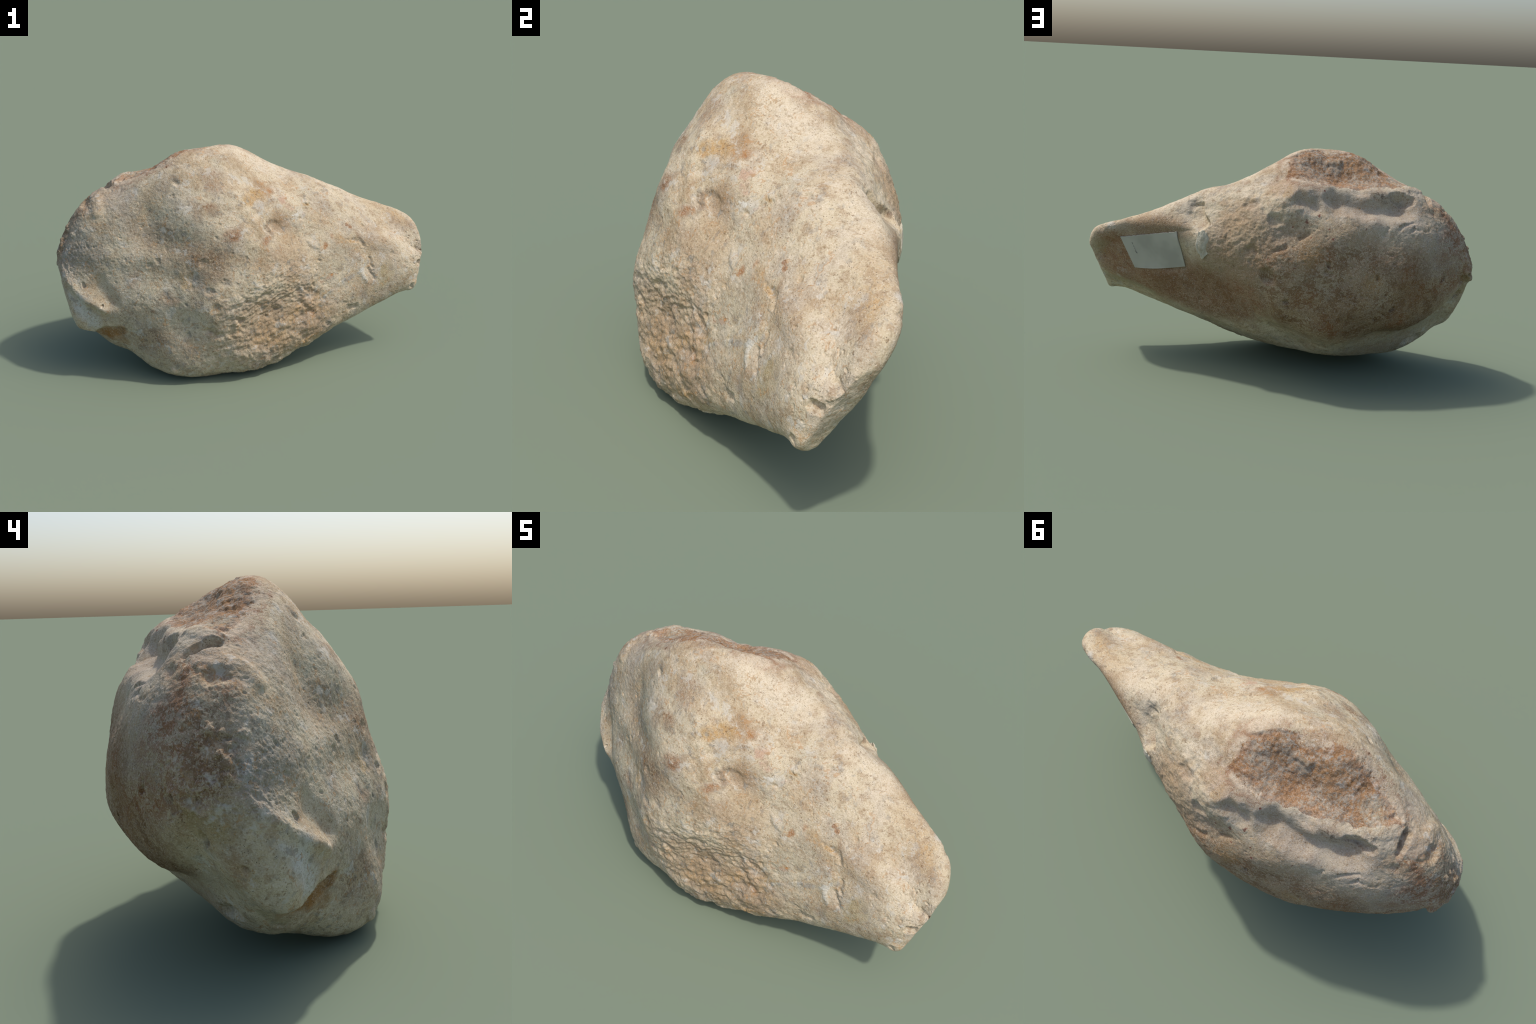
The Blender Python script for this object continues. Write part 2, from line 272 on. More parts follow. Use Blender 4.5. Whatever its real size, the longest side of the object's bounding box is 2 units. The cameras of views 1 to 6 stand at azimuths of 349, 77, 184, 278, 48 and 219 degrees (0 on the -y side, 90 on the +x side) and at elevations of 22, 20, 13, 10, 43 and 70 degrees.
# ----------------------------------------------------------------- relief
def near_line(p, pts):
    """distance to a polyline, the nearest point on it, and position 0..1 along it"""
    pts = np.array(pts)
    if len(pts) == 1:
        return np.linalg.norm(p - pts[0], axis=1), np.repeat(pts, len(p), 0), np.full(len(p), 0.5)
    seg = np.linalg.norm(np.diff(pts, axis=0), axis=1)
    start, whole = np.r_[0, np.cumsum(seg)], seg.sum()
    best, where, along = np.full(len(p), 9.0), np.zeros_like(p), np.zeros(len(p))
    for a, b, s, l in zip(pts[:-1], pts[1:], start, seg):
        t = np.clip((p - a) @ (b - a) / l ** 2, 0, 1)
        q = a + t[:, None] * (b - a)
        d = np.linalg.norm(p - q, axis=1)
        m = d < best
        best[m], where[m], along[m] = d[m], q[m], (s + t[m] * l) / whole
    return best, where, along


def relief(p, wobble):
    """how far each point is pushed out along the normal by the listed features"""
    out = np.zeros(len(p))
    for f in RELIEF:
        pts = np.array(f.points)
        reach = getattr(f, "reach", None) or getattr(f, "radius", 0) * 1.5 + getattr(f, "width", 0) * 4
        m = np.flatnonzero(((p > pts.min(0) - reach * 1.6) & (p < pts.max(0) + reach * 1.6)).all(1))
        if not len(m):
            continue
        q = p[m] + wobble[m] * (0.3 if reach > 0.07 else 0.6)
        d, foot, along = near_line(q, pts)
        if isinstance(f, Dent):
            t = d / f.radius * (1 + 0.3 * perlin(p[m], 1.1 / f.radius, 90) + (0.12 if 0.012 < f.radius < 0.04 else 0) * perlin(p[m], 3.0 / f.radius, 91))
            inner = 0.75 * f.edge
            out[m] -= f.depth * (1 - smooth(inner, 1.25 - 0.15 * f.edge, t))
        else:
            taper = smooth(0, 0.15, along) * smooth(1, 0.85, along)
            if isinstance(f, Crease):
                out[m] -= f.depth * np.exp(-(d / f.width) ** 2) * (0.25 + 0.75 * taper)
            else:
                low = np.array(f.low)
                mid = near_line(low[None], pts)[1][0]
                way = (low - mid) / np.linalg.norm(low - mid)
                side = ((q - foot) @ way) / np.maximum(d, 1e-9)
                signed = d * side
                fall = np.exp(-(d / f.reach) ** 2 * 2) * (0.1 + 0.9 * taper)
                out[m] -= f.depth * fall * (smooth(-f.width, f.width, signed) - 0.15)
    return out


def chips(p, tree, count, size, depth, where, seed):
    """many small pits, kept to the places where a mask is high"""
    rng = np.random.default_rng(seed)
    out = np.zeros(len(p))
    for v in rng.integers(0, len(p), count * 3):
        if count <= 0:
            break
        if rng.random() > where[v]:
            continue
        count -= 1
        r = size * rng.lognormal(0, 0.4)
        squash = rng.normal(size=3)
        squash /= np.linalg.norm(squash)
        hits = tree.find_range(p[v], r * 1.5)
        i = np.fromiter((h[1] for h in hits), int, len(hits))
        d = p[i] - p[v]
        t = np.linalg.norm(d + 0.8 * squash * (d @ squash)[:, None], axis=1) / r
        out[i] -= depth * r / size * rng.uniform(0.5, 1.2) * (1 - smooth(0.3, 1.2, t))
    return np.maximum(out, -2.2 * depth)


def build_body():
    p, quads, tris = loft(760, 860)
    n = normals_of(p, quads, tris)
    wobble = np.stack([perlin(p, 22, 40 + k) for k in range(3)], -1) * 0.014
    wobble += np.stack([perlin(p, 70, 50 + k) for k in range(3)], -1) * 0.005
    push = relief(p, wobble)

    # where the stone is rough and where it is worn smooth
    face = face_mask(p)
    front_low = blob(p, (0.10, -0.40, 0.25), 0.42)
    front = smooth(0.05, -0.25, p[:, 1]) * smooth(0.55, 0.2, p[:, 0])
    trough = 1 - smooth(0.06, 0.11, near_line(p, [(-0.25, 0.27, 0.94), (-0.45, 0.26, 0.87), (-0.62, 0.17, 0.88)])[0])
    trough = np.maximum(trough, blob(p, (-0.73, -0.28, 0.43), 0.14))   # and the dish low on the flat side
    crown = blob(p, (-0.72, 0.03, 0.90), 0.20) * (1 - trough)
    flank = blob(p, (0.10, 0.33, 0.80), 0.30)
    end = blob(p, (-0.95, -0.05, 0.65), 0.25)
    beak = smooth(0.45, 0.7, p[:, 0])
    back = smooth(0.05, 0.2, p[:, 1]) * smooth(0.95, 0.7, p[:, 2])
    label = 1 - smooth(0.11, 0.17, near_line(p, [(0.74, 0.145, 0.575), (0.50, 0.235, 0.63)])[0])
    rough = np.clip(0.45 + 0.7 * front_low + 0.2 * front + 0.5 * crown + 0.6 * flank + 0.4 * end + 0.35 * back - 0.25 * beak, 0.2, 1.5)

    d = 0.0045 * fbm(p, 5.0, 3, 1) * (0.6 + 0.5 * rough)
    d += 0.0032 * fbm(p, 17, 3, 5) * rough
    bedding = np.array([0.91, 0.10, 0.40])                # faint layers run along the lower front
    across = p - 0.5 * (p @ bedding)[:, None] * bedding
    d += 0.0060 * (0.62 - np.abs(fbm(across, 17, 4, 9, 0.6)) * 2) * front_low + 0.0035 * fbm(p, 22, 3, 13) * np.clip(front_low + 0.45 * crown, 0, 1)
    d += 0.0040 * fbm(p, 30, 3, 12) * np.clip(flank + 0.5 * crown, 0, 1)
    d += 0.0011 * fbm(p, 75, 3, 15) * (0.5 + rough)
    d += face * (0.0045 * fbm(p, 13, 3, 20) + 0.0045 * fbm(p, 34, 3, 24) + 0.0014 * fbm(p, 85, 2, 28))
    push += d * (1 - 0.93 * label) * (1 - 0.6 * trough)

    tree = KDTree(len(p))
    for i, v in enumerate(p):
        tree.insert(v, i)
    tree.balance()
    pitted = np.clip(0.12 + 0.8 * front_low + 0.16 * front + 0.45 * back + 0.3 * end, 0, 1) * (1 - label)
    pitted *= 1 - 0.9 * trough
    push += chips(p, tree, 420, 0.009, 0.0025, pitted * (1 - face), 3)
    push += chips(p, tree, 2600, 0.0046, 0.0018, np.clip(pitted + 0.12 + 0.4 * face, 0, 1) * (1 - label) * (1 - 0.8 * trough), 4)
    push += chips(p, tree, 70, 0.018, 0.004, np.clip(front_low + 0.3 * crown + 0.4 * face, 0, 1), 5)
    q = p + n * push[:, None]
    # the flank is even where the label is stuck
    corners = np.array(LABEL_CORNERS)
    middle = corners.mean(0)
    out = np.linalg.svd(corners - middle)[2][2]
    out *= np.sign(out[1])
    height = (q - middle) @ out
    pad = 1 - smooth(0.10, 0.19, near_line(p, [corners[[0, 3]].mean(0), corners[[1, 2]].mean(0)])[0])
    q += (np.clip(-height, 0, 0.04) * pad * (height > -0.06))[:, None] * out
    for c in CUTS:
        normal = np.array(c.normal) / np.linalg.norm(c.normal)
        over = (q - np.array(c.centre)) @ normal + 0.005 * fbm(p, 11, 4, 60)
        near = smooth(1.0, 0.75, np.linalg.norm(q - np.array(c.centre), axis=1) / c.reach)
        soft = c.round * np.logaddexp(0, over / c.round)
        q -= (soft * near)[:, None] * normal
    return p, q, quads, tris, n, face


def face_mask(p):
    """1 inside the broken face on the crown, 0 outside (the outline projected along the view from above)"""
    e = np.array(FACE_EDGE)
    c = e.mean(0)
    axis = np.linalg.svd(e - c)[2][2]
    axis *= np.sign(axis[2])
    u = np.cross(axis, (1, 0, 0)); u /= np.linalg.norm(u)
    v = np.cross(axis, u)
    flat, ring = np.stack([(p - c) @ u, (p - c) @ v], -1), np.stack([(e - c) @ u, (e - c) @ v], -1)
    flat = flat + 0.012 * np.stack([perlin(p, 25, 71), perlin(p, 25, 72)], -1)
    inside, dist = np.zeros(len(p), bool), np.full(len(p), 9.0)
    for a, b in zip(ring, np.roll(ring, -1, 0)):
        cross = (a[1] > flat[:, 1]) != (b[1] > flat[:, 1])
        dy = b[1] - a[1] if abs(b[1] - a[1]) > 1e-9 else 1e-9
        inside ^= cross & (flat[:, 0] < (b[0] - a[0]) * (flat[:, 1] - a[1]) / dy + a[0])
        t = np.clip((flat - a) @ (b - a) / ((b - a) @ (b - a)), 0, 1)
        dist = np.minimum(dist, np.linalg.norm(flat - a - t[:, None] * (b - a), axis=1))
    facing = ((p - c) @ axis > -0.12)
    return smooth(-0.008, 0.012, np.where(inside, dist, -dist)) * facing


PARTS = ("stone_body", "fracture_face", "beak", "domed_back")


def part_of(p, face):
    """the stone's regions: broad flat side, broken face, tapering beak and domed back"""
    dome = p[:, 1] > 0.02 + 0.25 * np.maximum(p[:, 2] - 0.5, 0)
    return np.where(face > 0.5, 1, np.where(p[:, 0] > 0.36 + 0.1 * p[:, 1], 2, np.where(dome, 3, 0)))


# -------------------------------------------------------------- materials
def srgb(r, g, b):
    return tuple((c / 255 / 12.92 if c <= 10 else ((c / 255 + 0.055) / 1.055) ** 2.4) for c in (r, g, b))


CREAM = srgb(194, 180, 153)
CREAM_WHITE = srgb(204, 190, 166)
CREAM_GREEN = srgb(180, 170, 144)
TAN = srgb(166, 142, 110)
TAN_BROWN = srgb(148, 122, 92)
BROWN = srgb(120, 91, 60)
UMBER = srgb(104, 77, 50)
RUST_BROWN = srgb(130, 88, 54)
RUST = srgb(156, 110, 68)
OCHRE = srgb(174, 142, 95)
AMBER = srgb(142, 104, 58)
ORANGE = srgb(190, 126, 58)
PINK = srgb(178, 148, 124)
OLIVE = srgb(156, 138, 96)
PALE = srgb(202, 198, 186)
PALE_OLIVE = srgb(156, 146, 118)
BLUE_WHITE = srgb(194, 192, 182)
BLUE_GREY = srgb(166, 163, 154)
GREY = srgb(142, 138, 128)
GREY_PINK = srgb(164, 152, 138)
GREY_BROWN = srgb(136, 117, 95)
GREENGREY = srgb(172, 165, 142)
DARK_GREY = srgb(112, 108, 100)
DARK_BROWN = srgb(104, 86, 68)
DARK_RED = srgb(110, 50, 36)
DARK = srgb(92, 84, 76)
BLACK = srgb(48, 48, 50)

STAINS = [
    Stain('brown dome', BROWN, [(-0.150, 0.466, 0.519), (-0.638, 0.301, 0.449)], radius=0.286, strength=0.9, grain=0.5),
    Stain('brown dome foot', UMBER, [(-0.339, 0.399, 0.348), (-0.719, 0.152, 0.312)], radius=0.084, strength=0.7, grain=0.4),
    Stain('granular flank', TAN_BROWN, [(0.151, 0.395, 0.714)], radius=0.181, strength=0.65, grain=0.4),
    Stain('granular flank', TAN_BROWN, [(0.259, 0.306, 0.522)], radius=0.160, strength=0.7, grain=0.35),
    Stain('rusty beak side', RUST_BROWN, [(0.838, 0.142, 0.518), (0.636, 0.187, 0.398)], radius=0.160, strength=0.85, grain=0.4),
    Stain('rusty beak side', RUST_BROWN, [(0.446, 0.229, 0.386), (0.169, 0.345, 0.394)], radius=0.139, strength=0.8, grain=0.5),
    Stain('rusty beak side', BROWN, [(0.737, 0.243, 0.712), (0.504, 0.319, 0.742)], radius=0.101, strength=0.75, grain=0.3),
    Stain('rusty beak side', BROWN, [(0.536, 0.233, 0.444), (0.306, 0.284, 0.364)], radius=0.168, strength=0.6, grain=0.4),
    Stain('end mottle', GREY_BROWN, [(-0.887, 0.117, 0.696), (-0.978, 0.012, 0.622)], radius=0.164, strength=0.6, grain=0.45),
    Stain('end grey', GREY, [(-0.887, -0.150, 0.671)], radius=0.093, strength=0.5, grain=0.3),
    Stain('front haze', GREENGREY, [(-0.428, -0.415, 0.375), (-0.729, -0.261, 0.571)], radius=0.184, strength=0.4, grain=0.4),
    Stain('front haze', GREENGREY, [(-0.391, -0.311, 0.778)], radius=0.175, strength=0.35, grain=0.4),
    Stain('rough front', TAN_BROWN, [(-0.013, -0.430, 0.305), (0.274, -0.352, 0.272)], radius=0.145, strength=0.6, grain=0.45),
    Stain('rough front', TAN, [(0.056, -0.401, 0.327), (0.142, -0.397, 0.206)], radius=0.076, strength=0.6, grain=0.4),
    Stain('scar floor', TAN, [(0.197, -0.297, 0.619)], radius=0.126, strength=0.6, grain=0.4),
    Stain('trough grey', GREY_PINK, [(-0.404, 0.271, 0.921), (-0.630, 0.190, 0.877)], radius=0.116, strength=0.6, grain=0.25),
    Stain('trough grey', GREY_PINK, [(-0.148, 0.338, 0.926), (-0.268, 0.279, 0.945)], radius=0.077, strength=0.6, grain=0.25),
    Stain('end grey blue', BLUE_GREY, [(-0.809, 0.190, 0.690)], radius=0.139, strength=0.25, grain=0.5),
    Stain('end grey blue', BLUE_GREY, [(-0.837, 0.122, 0.777)], radius=0.091, strength=0.3, grain=0.5),
    Stain('crown grey', GREY_PINK, [(-0.709, 0.005, 0.942), (-0.665, -0.130, 0.914)], radius=0.087, strength=0.45, grain=0.3),
    Stain('bleached top', CREAM_WHITE, [(0.146, 0.066, 0.994), (-0.016, -0.002, 1.089)], radius=0.091, strength=0.6, grain=0.25),
    Stain('bleached top', CREAM_WHITE, [(0.418, 0.117, 0.898), (0.573, 0.150, 0.823)], radius=0.058, strength=0.5, grain=0.25),
    Stain('bleached side', CREAM_WHITE, [(0.884, -0.068, 0.576)], radius=0.060, strength=0.35, grain=0.25),
    Stain('pale foot band', PALE_OLIVE, [(-0.108, 0.211, 0.206), (-0.581, 0.084, 0.194)], radius=0.036, strength=0.6, grain=0.5),
    Stain('pale foot band', PALE_OLIVE, [(-0.666, 0.060, 0.230), (-0.898, -0.058, 0.323)], radius=0.040, strength=0.5, grain=0.5),
    Stain('pale foot band', PALE_OLIVE, [(0.926, -0.028, 0.411), (0.655, 0.042, 0.346)], radius=0.034, strength=0.7, grain=0.3),
    Stain('pale beak end', PALE_OLIVE, [(0.935, 0.073, 0.584)], radius=0.050, strength=0.6, grain=0.4),
    Stain('pale beak end', PALE, [(0.849, 0.142, 0.697)], radius=0.023, strength=0.6, grain=0.3),
    Stain('dark tip edge', DARK, [(0.976, 0.065, 0.620), (0.979, 0.052, 0.581)], radius=0.009, strength=0.6, grain=0.3),
    Stain('under grey', GREY_BROWN, [(-0.390, 0.161, 0.144), (-0.609, 0.023, 0.135)], radius=0.046, strength=0.5, grain=0.4),
    Stain('end brown margin', BROWN, [(-0.664, 0.304, 0.615), (-0.665, 0.293, 0.490)], radius=0.087, strength=0.75, grain=0.5),
    Stain('end rust', RUST_BROWN, [(-0.867, 0.062, 0.799), (-0.889, 0.085, 0.744)], radius=0.034, strength=0.6, grain=0.7),
    Stain('end rust', RUST_BROWN, [(-0.935, 0.074, 0.669)], radius=0.040, strength=0.4, grain=0.8),
    Stain('end rust', RUST_BROWN, [(-0.890, 0.124, 0.527), (-0.778, 0.224, 0.514)], radius=0.029, strength=0.4, grain=0.8),
    Stain('ochre seam', OLIVE, [(-0.947, 0.065, 0.544), (-0.951, 0.022, 0.511), (-0.951, 0.022, 0.511)], radius=0.029, strength=0.6, grain=0.5),
    Stain('ochre seam', OLIVE, [(-0.931, 0.001, 0.452), (-0.975, -0.063, 0.475)], radius=0.034, strength=0.6, grain=0.5),
    Stain('pale end', BLUE_WHITE, [(-0.865, -0.252, 0.364), (-0.823, -0.252, 0.292)], radius=0.040, strength=0.75, grain=0.25),
    Stain('pale end', BLUE_WHITE, [(-0.928, -0.208, 0.415)], radius=0.024, strength=0.6, grain=0.3),
    Stain('pale end', BLUE_WHITE, [(-0.823, 0.022, 0.354)], radius=0.024, strength=0.6, grain=0.3),
    Stain('pale end', BLUE_WHITE, [(-0.920, -0.127, 0.659), (-0.943, -0.125, 0.615)], radius=0.019, strength=0.6, grain=0.3),
    Stain('pale end', BLUE_WHITE, [(-0.841, -0.146, 0.753)], radius=0.032, strength=0.2, grain=0.5),
    Stain('tan hollow', TAN, [(-0.814, -0.255, 0.483)], radius=0.034, strength=0.5, grain=0.3),
    Stain('pale foot', PALE_OLIVE, [(-0.839, -0.148, 0.210), (-0.777, -0.199, 0.165)], radius=0.021, strength=0.7, grain=0.3),
    Stain('rust seam', RUST_BROWN, [(-0.947, -0.062, 0.390), (-0.925, -0.077, 0.334)], radius=0.029, strength=0.5, grain=0.7),
    Stain('orange hollow', AMBER, [(-0.688, -0.312, 0.266), (-0.751, -0.270, 0.233)], radius=0.029, strength=0.95, grain=0.25),
    Stain('orange hollow', AMBER, [(-0.771, -0.259, 0.232), (-0.816, -0.211, 0.203)], radius=0.025, strength=0.8, grain=0.5),
    Stain('orange hollow', AMBER, [(-0.768, -0.258, 0.225), (-0.679, -0.287, 0.190)], radius=0.031, strength=0.7, grain=0.4),
    Stain('pale corner', BLUE_WHITE, [(-0.871, -0.250, 0.401), (-0.832, -0.257, 0.326)], radius=0.048, strength=0.6, grain=0.3),
    Stain('grey corner', GREY, [(-0.829, -0.199, 0.643), (-0.916, -0.155, 0.593)], radius=0.074, strength=0.55, grain=0.4),
    Stain('grey corner', GREY, [(-0.872, -0.095, 0.780)], radius=0.048, strength=0.5, grain=0.4),
    Stain('crown stain', RUST_BROWN, [(-0.810, 0.046, 0.869), (-0.832, 0.066, 0.838)], radius=0.029, strength=0.5, grain=0.6),
    Stain('crown stain', RUST_BROWN, [(-0.867, -0.052, 0.816), (-0.871, -0.020, 0.822)], radius=0.024, strength=0.5, grain=0.7),
    Stain('trough stain', DARK_BROWN, [(-0.487, 0.191, 0.957), (-0.539, 0.213, 0.919)], radius=0.033, strength=0.85, grain=0.75),
    Stain('trough stain', DARK_BROWN, [(-0.532, 0.205, 0.930), (-0.564, 0.222, 0.891)], radius=0.028, strength=0.7, grain=0.85),
    Stain('end speckle', RUST_BROWN, [(-0.806, 0.065, 0.862), (-0.831, 0.071, 0.835)], radius=0.038, strength=0.6, grain=0.9),
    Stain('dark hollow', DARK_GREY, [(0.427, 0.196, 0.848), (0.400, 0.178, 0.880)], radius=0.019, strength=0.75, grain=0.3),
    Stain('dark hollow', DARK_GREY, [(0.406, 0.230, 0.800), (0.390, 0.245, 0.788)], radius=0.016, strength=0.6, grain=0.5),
    Stain('chalk patch', CREAM_WHITE, [(0.152, 0.261, 0.925), (0.136, 0.247, 0.942)], radius=0.032, strength=0.7, grain=0.35),
    Stain('chalk patch', PALE, [(0.077, 0.240, 0.968)], radius=0.017, strength=0.6, grain=0.3),
    Stain('tan shoulder', TAN, [(0.215, 0.348, 0.776), (0.105, 0.397, 0.770)], radius=0.045, strength=0.55, grain=0.4),
    Stain('pink rim', PINK, [(-0.001, 0.286, 0.971), (-0.066, 0.286, 0.990)], radius=0.059, strength=0.4, grain=0.7),
    Stain('pink rim', PINK, [(-0.005, 0.183, 1.043)], radius=0.045, strength=0.4, grain=0.8),
    Stain('orange flake', OCHRE, [(-0.037, 0.330, 0.955), (-0.048, 0.300, 0.978)], radius=0.017, strength=0.6, grain=0.7),
    Stain('rust rim', RUST, [(-0.131, 0.181, 1.033), (-0.052, 0.228, 1.021)], radius=0.020, strength=0.5, grain=0.8),
    Stain('rust rim', RUST, [(-0.245, -0.036, 1.129), (-0.324, -0.079, 1.119)], radius=0.028, strength=0.4, grain=0.85),
    Stain('rust rim', RUST, [(-0.480, -0.091, 1.048)], radius=0.012, strength=0.8, grain=0.5),
    Stain('rust hollow', OCHRE, [(-0.023, -0.244, 0.925), (0.044, -0.189, 0.922)], radius=0.037, strength=0.85, grain=0.6),
    Stain('rust hollow', TAN_BROWN, [(0.044, -0.139, 0.956), (0.079, -0.148, 0.930)], radius=0.035, strength=0.7, grain=0.5),
    Stain('rust dot', RUST, [(0.099, -0.133, 0.927)], radius=0.017, strength=0.85, grain=0.5),
    Stain('pink streak', PINK, [(0.152, -0.147, 0.884), (0.204, -0.161, 0.829)], radius=0.018, strength=0.8, grain=0.6),
    Stain('dark knob', UMBER, [(0.062, -0.273, 0.777), (0.085, -0.275, 0.749)], radius=0.017, strength=0.7, grain=0.3),
    Stain('knob halo', TAN_BROWN, [(0.150, -0.212, 0.788)], radius=0.053, strength=0.6, grain=0.5),
    Stain('rust patch', RUST, [(0.034, -0.337, 0.720), (0.066, -0.307, 0.730)], radius=0.017, strength=0.75, grain=0.7),
    Stain('rust slot', RUST, [(0.251, -0.176, 0.765), (0.282, -0.147, 0.789)], radius=0.007, strength=0.9, grain=0.5),
    Stain('rust slot', OCHRE, [(0.282, -0.119, 0.822), (0.307, -0.110, 0.816)], radius=0.010, strength=0.8, grain=0.5),
    Stain('chalk spot', PALE, [(0.215, -0.180, 0.788), (0.238, -0.168, 0.790)], radius=0.007, strength=0.9, grain=0.2),
    Stain('chalk spot', CREAM_WHITE, [(0.301, -0.096, 0.833)], radius=0.014, strength=0.8, grain=0.3),
    Stain('brown chip', RUST, [(0.391, -0.210, 0.612), (0.399, -0.199, 0.633)], radius=0.012, strength=0.9, grain=0.5),
    Stain('brown chip', RUST, [(0.436, -0.170, 0.662)], radius=0.013, strength=0.75, grain=0.6),
    Stain('brown chip', RUST_BROWN, [(0.537, -0.108, 0.695), (0.554, -0.111, 0.686)], radius=0.011, strength=0.85, grain=0.4),
    Stain('ochre triangle', OCHRE, [(0.471, -0.166, 0.647), (0.523, -0.158, 0.634)], radius=0.019, strength=0.5, grain=0.7),
    Stain('ochre gutter', OCHRE, [(0.549, -0.150, 0.637), (0.597, -0.143, 0.632)], radius=0.011, strength=0.9, grain=0.5),
    Stain('ochre gutter', OCHRE, [(0.597, -0.143, 0.632), (0.620, -0.152, 0.606)], radius=0.010, strength=0.85, grain=0.5),
    Stain('ochre gutter', OCHRE, [(0.626, -0.202, 0.492), (0.659, -0.207, 0.455)], radius=0.008, strength=0.85, grain=0.5),
    Stain('ochre gutter', OCHRE, [(0.659, -0.207, 0.455), (0.679, -0.212, 0.419)], radius=0.007, strength=0.85, grain=0.6),
    Stain('platform', CREAM_GREEN, [(0.390, -0.254, 0.508), (0.483, -0.195, 0.586)], radius=0.048, strength=0.5, grain=0.3),
    Stain('vein', BLUE_WHITE, [(0.244, -0.324, 0.439)], radius=0.011, strength=0.6, grain=0.5),
    Stain('vein', BLUE_WHITE, [(0.250, -0.326, 0.402), (0.280, -0.316, 0.403)], radius=0.009, strength=0.6, grain=0.5),
    Stain('vein', BLUE_WHITE, [(0.323, -0.301, 0.412), (0.345, -0.288, 0.436)], radius=0.008, strength=0.6, grain=0.5),
    Stain('vein', BLUE_WHITE, [(0.283, -0.324, 0.369), (0.311, -0.323, 0.346)], radius=0.007, strength=0.6, grain=0.5),
    Stain('vein', BLUE_WHITE, [(0.384, -0.294, 0.381), (0.460, -0.265, 0.415)], radius=0.010, strength=0.6, grain=0.5),
    Stain('vein', BLUE_GREY, [(0.483, -0.256, 0.425), (0.550, -0.231, 0.461)], radius=0.014, strength=0.7, grain=0.4),
    Stain('vein', BLUE_WHITE, [(0.577, -0.223, 0.465), (0.612, -0.199, 0.507)], radius=0.010, strength=0.6, grain=0.5),
    Stain('vein', BLUE_WHITE, [(0.597, -0.215, 0.474), (0.631, -0.223, 0.423)], radius=0.011, strength=0.6, grain=0.5),
    Stain('vein', BLUE_WHITE, [(0.583, -0.175, 0.573), (0.597, -0.189, 0.537)], radius=0.010, strength=0.6, grain=0.5),
    Stain('vein', BLUE_GREY, [(0.636, -0.178, 0.538), (0.654, -0.195, 0.491)], radius=0.011, strength=0.85, grain=0.3),
    Stain('vein', BLUE_WHITE, [(0.515, -0.230, 0.486)], radius=0.011, strength=0.6, grain=0.5),
    Stain('vein', BLUE_WHITE, [(0.671, -0.218, 0.394), (0.680, -0.208, 0.436)], radius=0.007, strength=0.6, grain=0.5),
    Stain('vein', GREY_PINK, [(0.605, -0.239, 0.370), (0.627, -0.235, 0.331)], radius=0.018, strength=0.6, grain=0.4),
    Stain('ochre vein', OCHRE, [(0.309, -0.315, 0.374), (0.349, -0.297, 0.400)], radius=0.011, strength=0.8, grain=0.7),
    Stain('ochre vein', PINK, [(0.353, -0.284, 0.442), (0.482, -0.236, 0.488)], radius=0.008, strength=0.7, grain=0.7),
    Stain('ochre vein', OCHRE, [(0.360, -0.299, 0.385), (0.473, -0.255, 0.438)], radius=0.006, strength=0.6, grain=0.7),
    Stain('ochre vein', OCHRE, [(0.391, -0.298, 0.364), (0.471, -0.267, 0.400)], radius=0.007, strength=0.6, grain=0.7),
    Stain('orange dot', ORANGE, [(0.414, -0.259, 0.470)], radius=0.005, strength=0.95, grain=0.1),
    Stain('rust dot', RUST, [(0.590, -0.231, 0.428), (0.596, -0.234, 0.415)], radius=0.004, strength=0.8, grain=0.5),
    Stain('rust dot', RUST, [(0.601, -0.196, 0.520)], radius=0.006, strength=0.7, grain=0.6),
    Stain('yellow pitting', OCHRE, [(0.856, 0.068, 0.704), (0.888, 0.025, 0.668)], radius=0.041, strength=0.5, grain=0.85),
    Stain('yellow pitting', OCHRE, [(0.848, 0.081, 0.712), (0.779, 0.095, 0.737)], radius=0.042, strength=0.45, grain=0.85),
    Stain('olive foot', OLIVE, [(0.731, -0.187, 0.470), (0.730, -0.203, 0.384)], radius=0.020, strength=0.5, grain=0.5),
    Stain('lower ochre', OCHRE, [(0.217, -0.345, 0.356), (0.187, -0.365, 0.309)], radius=0.026, strength=0.6, grain=0.7),
    Stain('lower ochre', OCHRE, [(0.222, -0.363, 0.137), (0.334, -0.330, 0.177)], radius=0.020, strength=0.7, grain=0.6),
    Stain('lower ochre', OCHRE, [(0.024, -0.433, 0.222), (0.110, -0.405, 0.226)], radius=0.044, strength=0.5, grain=0.8),
    Stain('lower ochre', RUST, [(0.313, -0.333, 0.310)], radius=0.024, strength=0.5, grain=0.8),
    Stain('brown blotch', GREY_BROWN, [(-0.479, -0.390, 0.474), (-0.426, -0.410, 0.457)], radius=0.028, strength=0.8, grain=0.3),
    Stain('brown blotch', UMBER, [(-0.527, -0.395, 0.391)], radius=0.014, strength=0.7, grain=0.4),
    Stain('brown blotch', OCHRE, [(-0.360, -0.395, 0.556)], radius=0.035, strength=0.6, grain=0.7),
    Stain('brown blotch', GREY, [(-0.292, -0.420, 0.559), (-0.269, -0.440, 0.520)], radius=0.031, strength=0.7, grain=0.4),
    Stain('brown blotch', GREY_BROWN, [(-0.629, -0.325, 0.514), (-0.601, -0.310, 0.570)], radius=0.022, strength=0.6, grain=0.5),
    Stain('brown blotch', UMBER, [(-0.284, -0.394, 0.665), (-0.214, -0.409, 0.668)], radius=0.035, strength=0.65, grain=0.75),
    Stain('brown blotch', UMBER, [(-0.304, -0.290, 0.896), (-0.221, -0.294, 0.894)], radius=0.033, strength=0.6, grain=0.7),
    Stain('brown blotch', UMBER, [(-0.295, -0.317, 0.861)], radius=0.026, strength=0.5, grain=0.6),
    Stain('brown blotch', RUST_BROWN, [(-0.155, -0.373, 0.781), (-0.112, -0.367, 0.786)], radius=0.033, strength=0.6, grain=0.7),
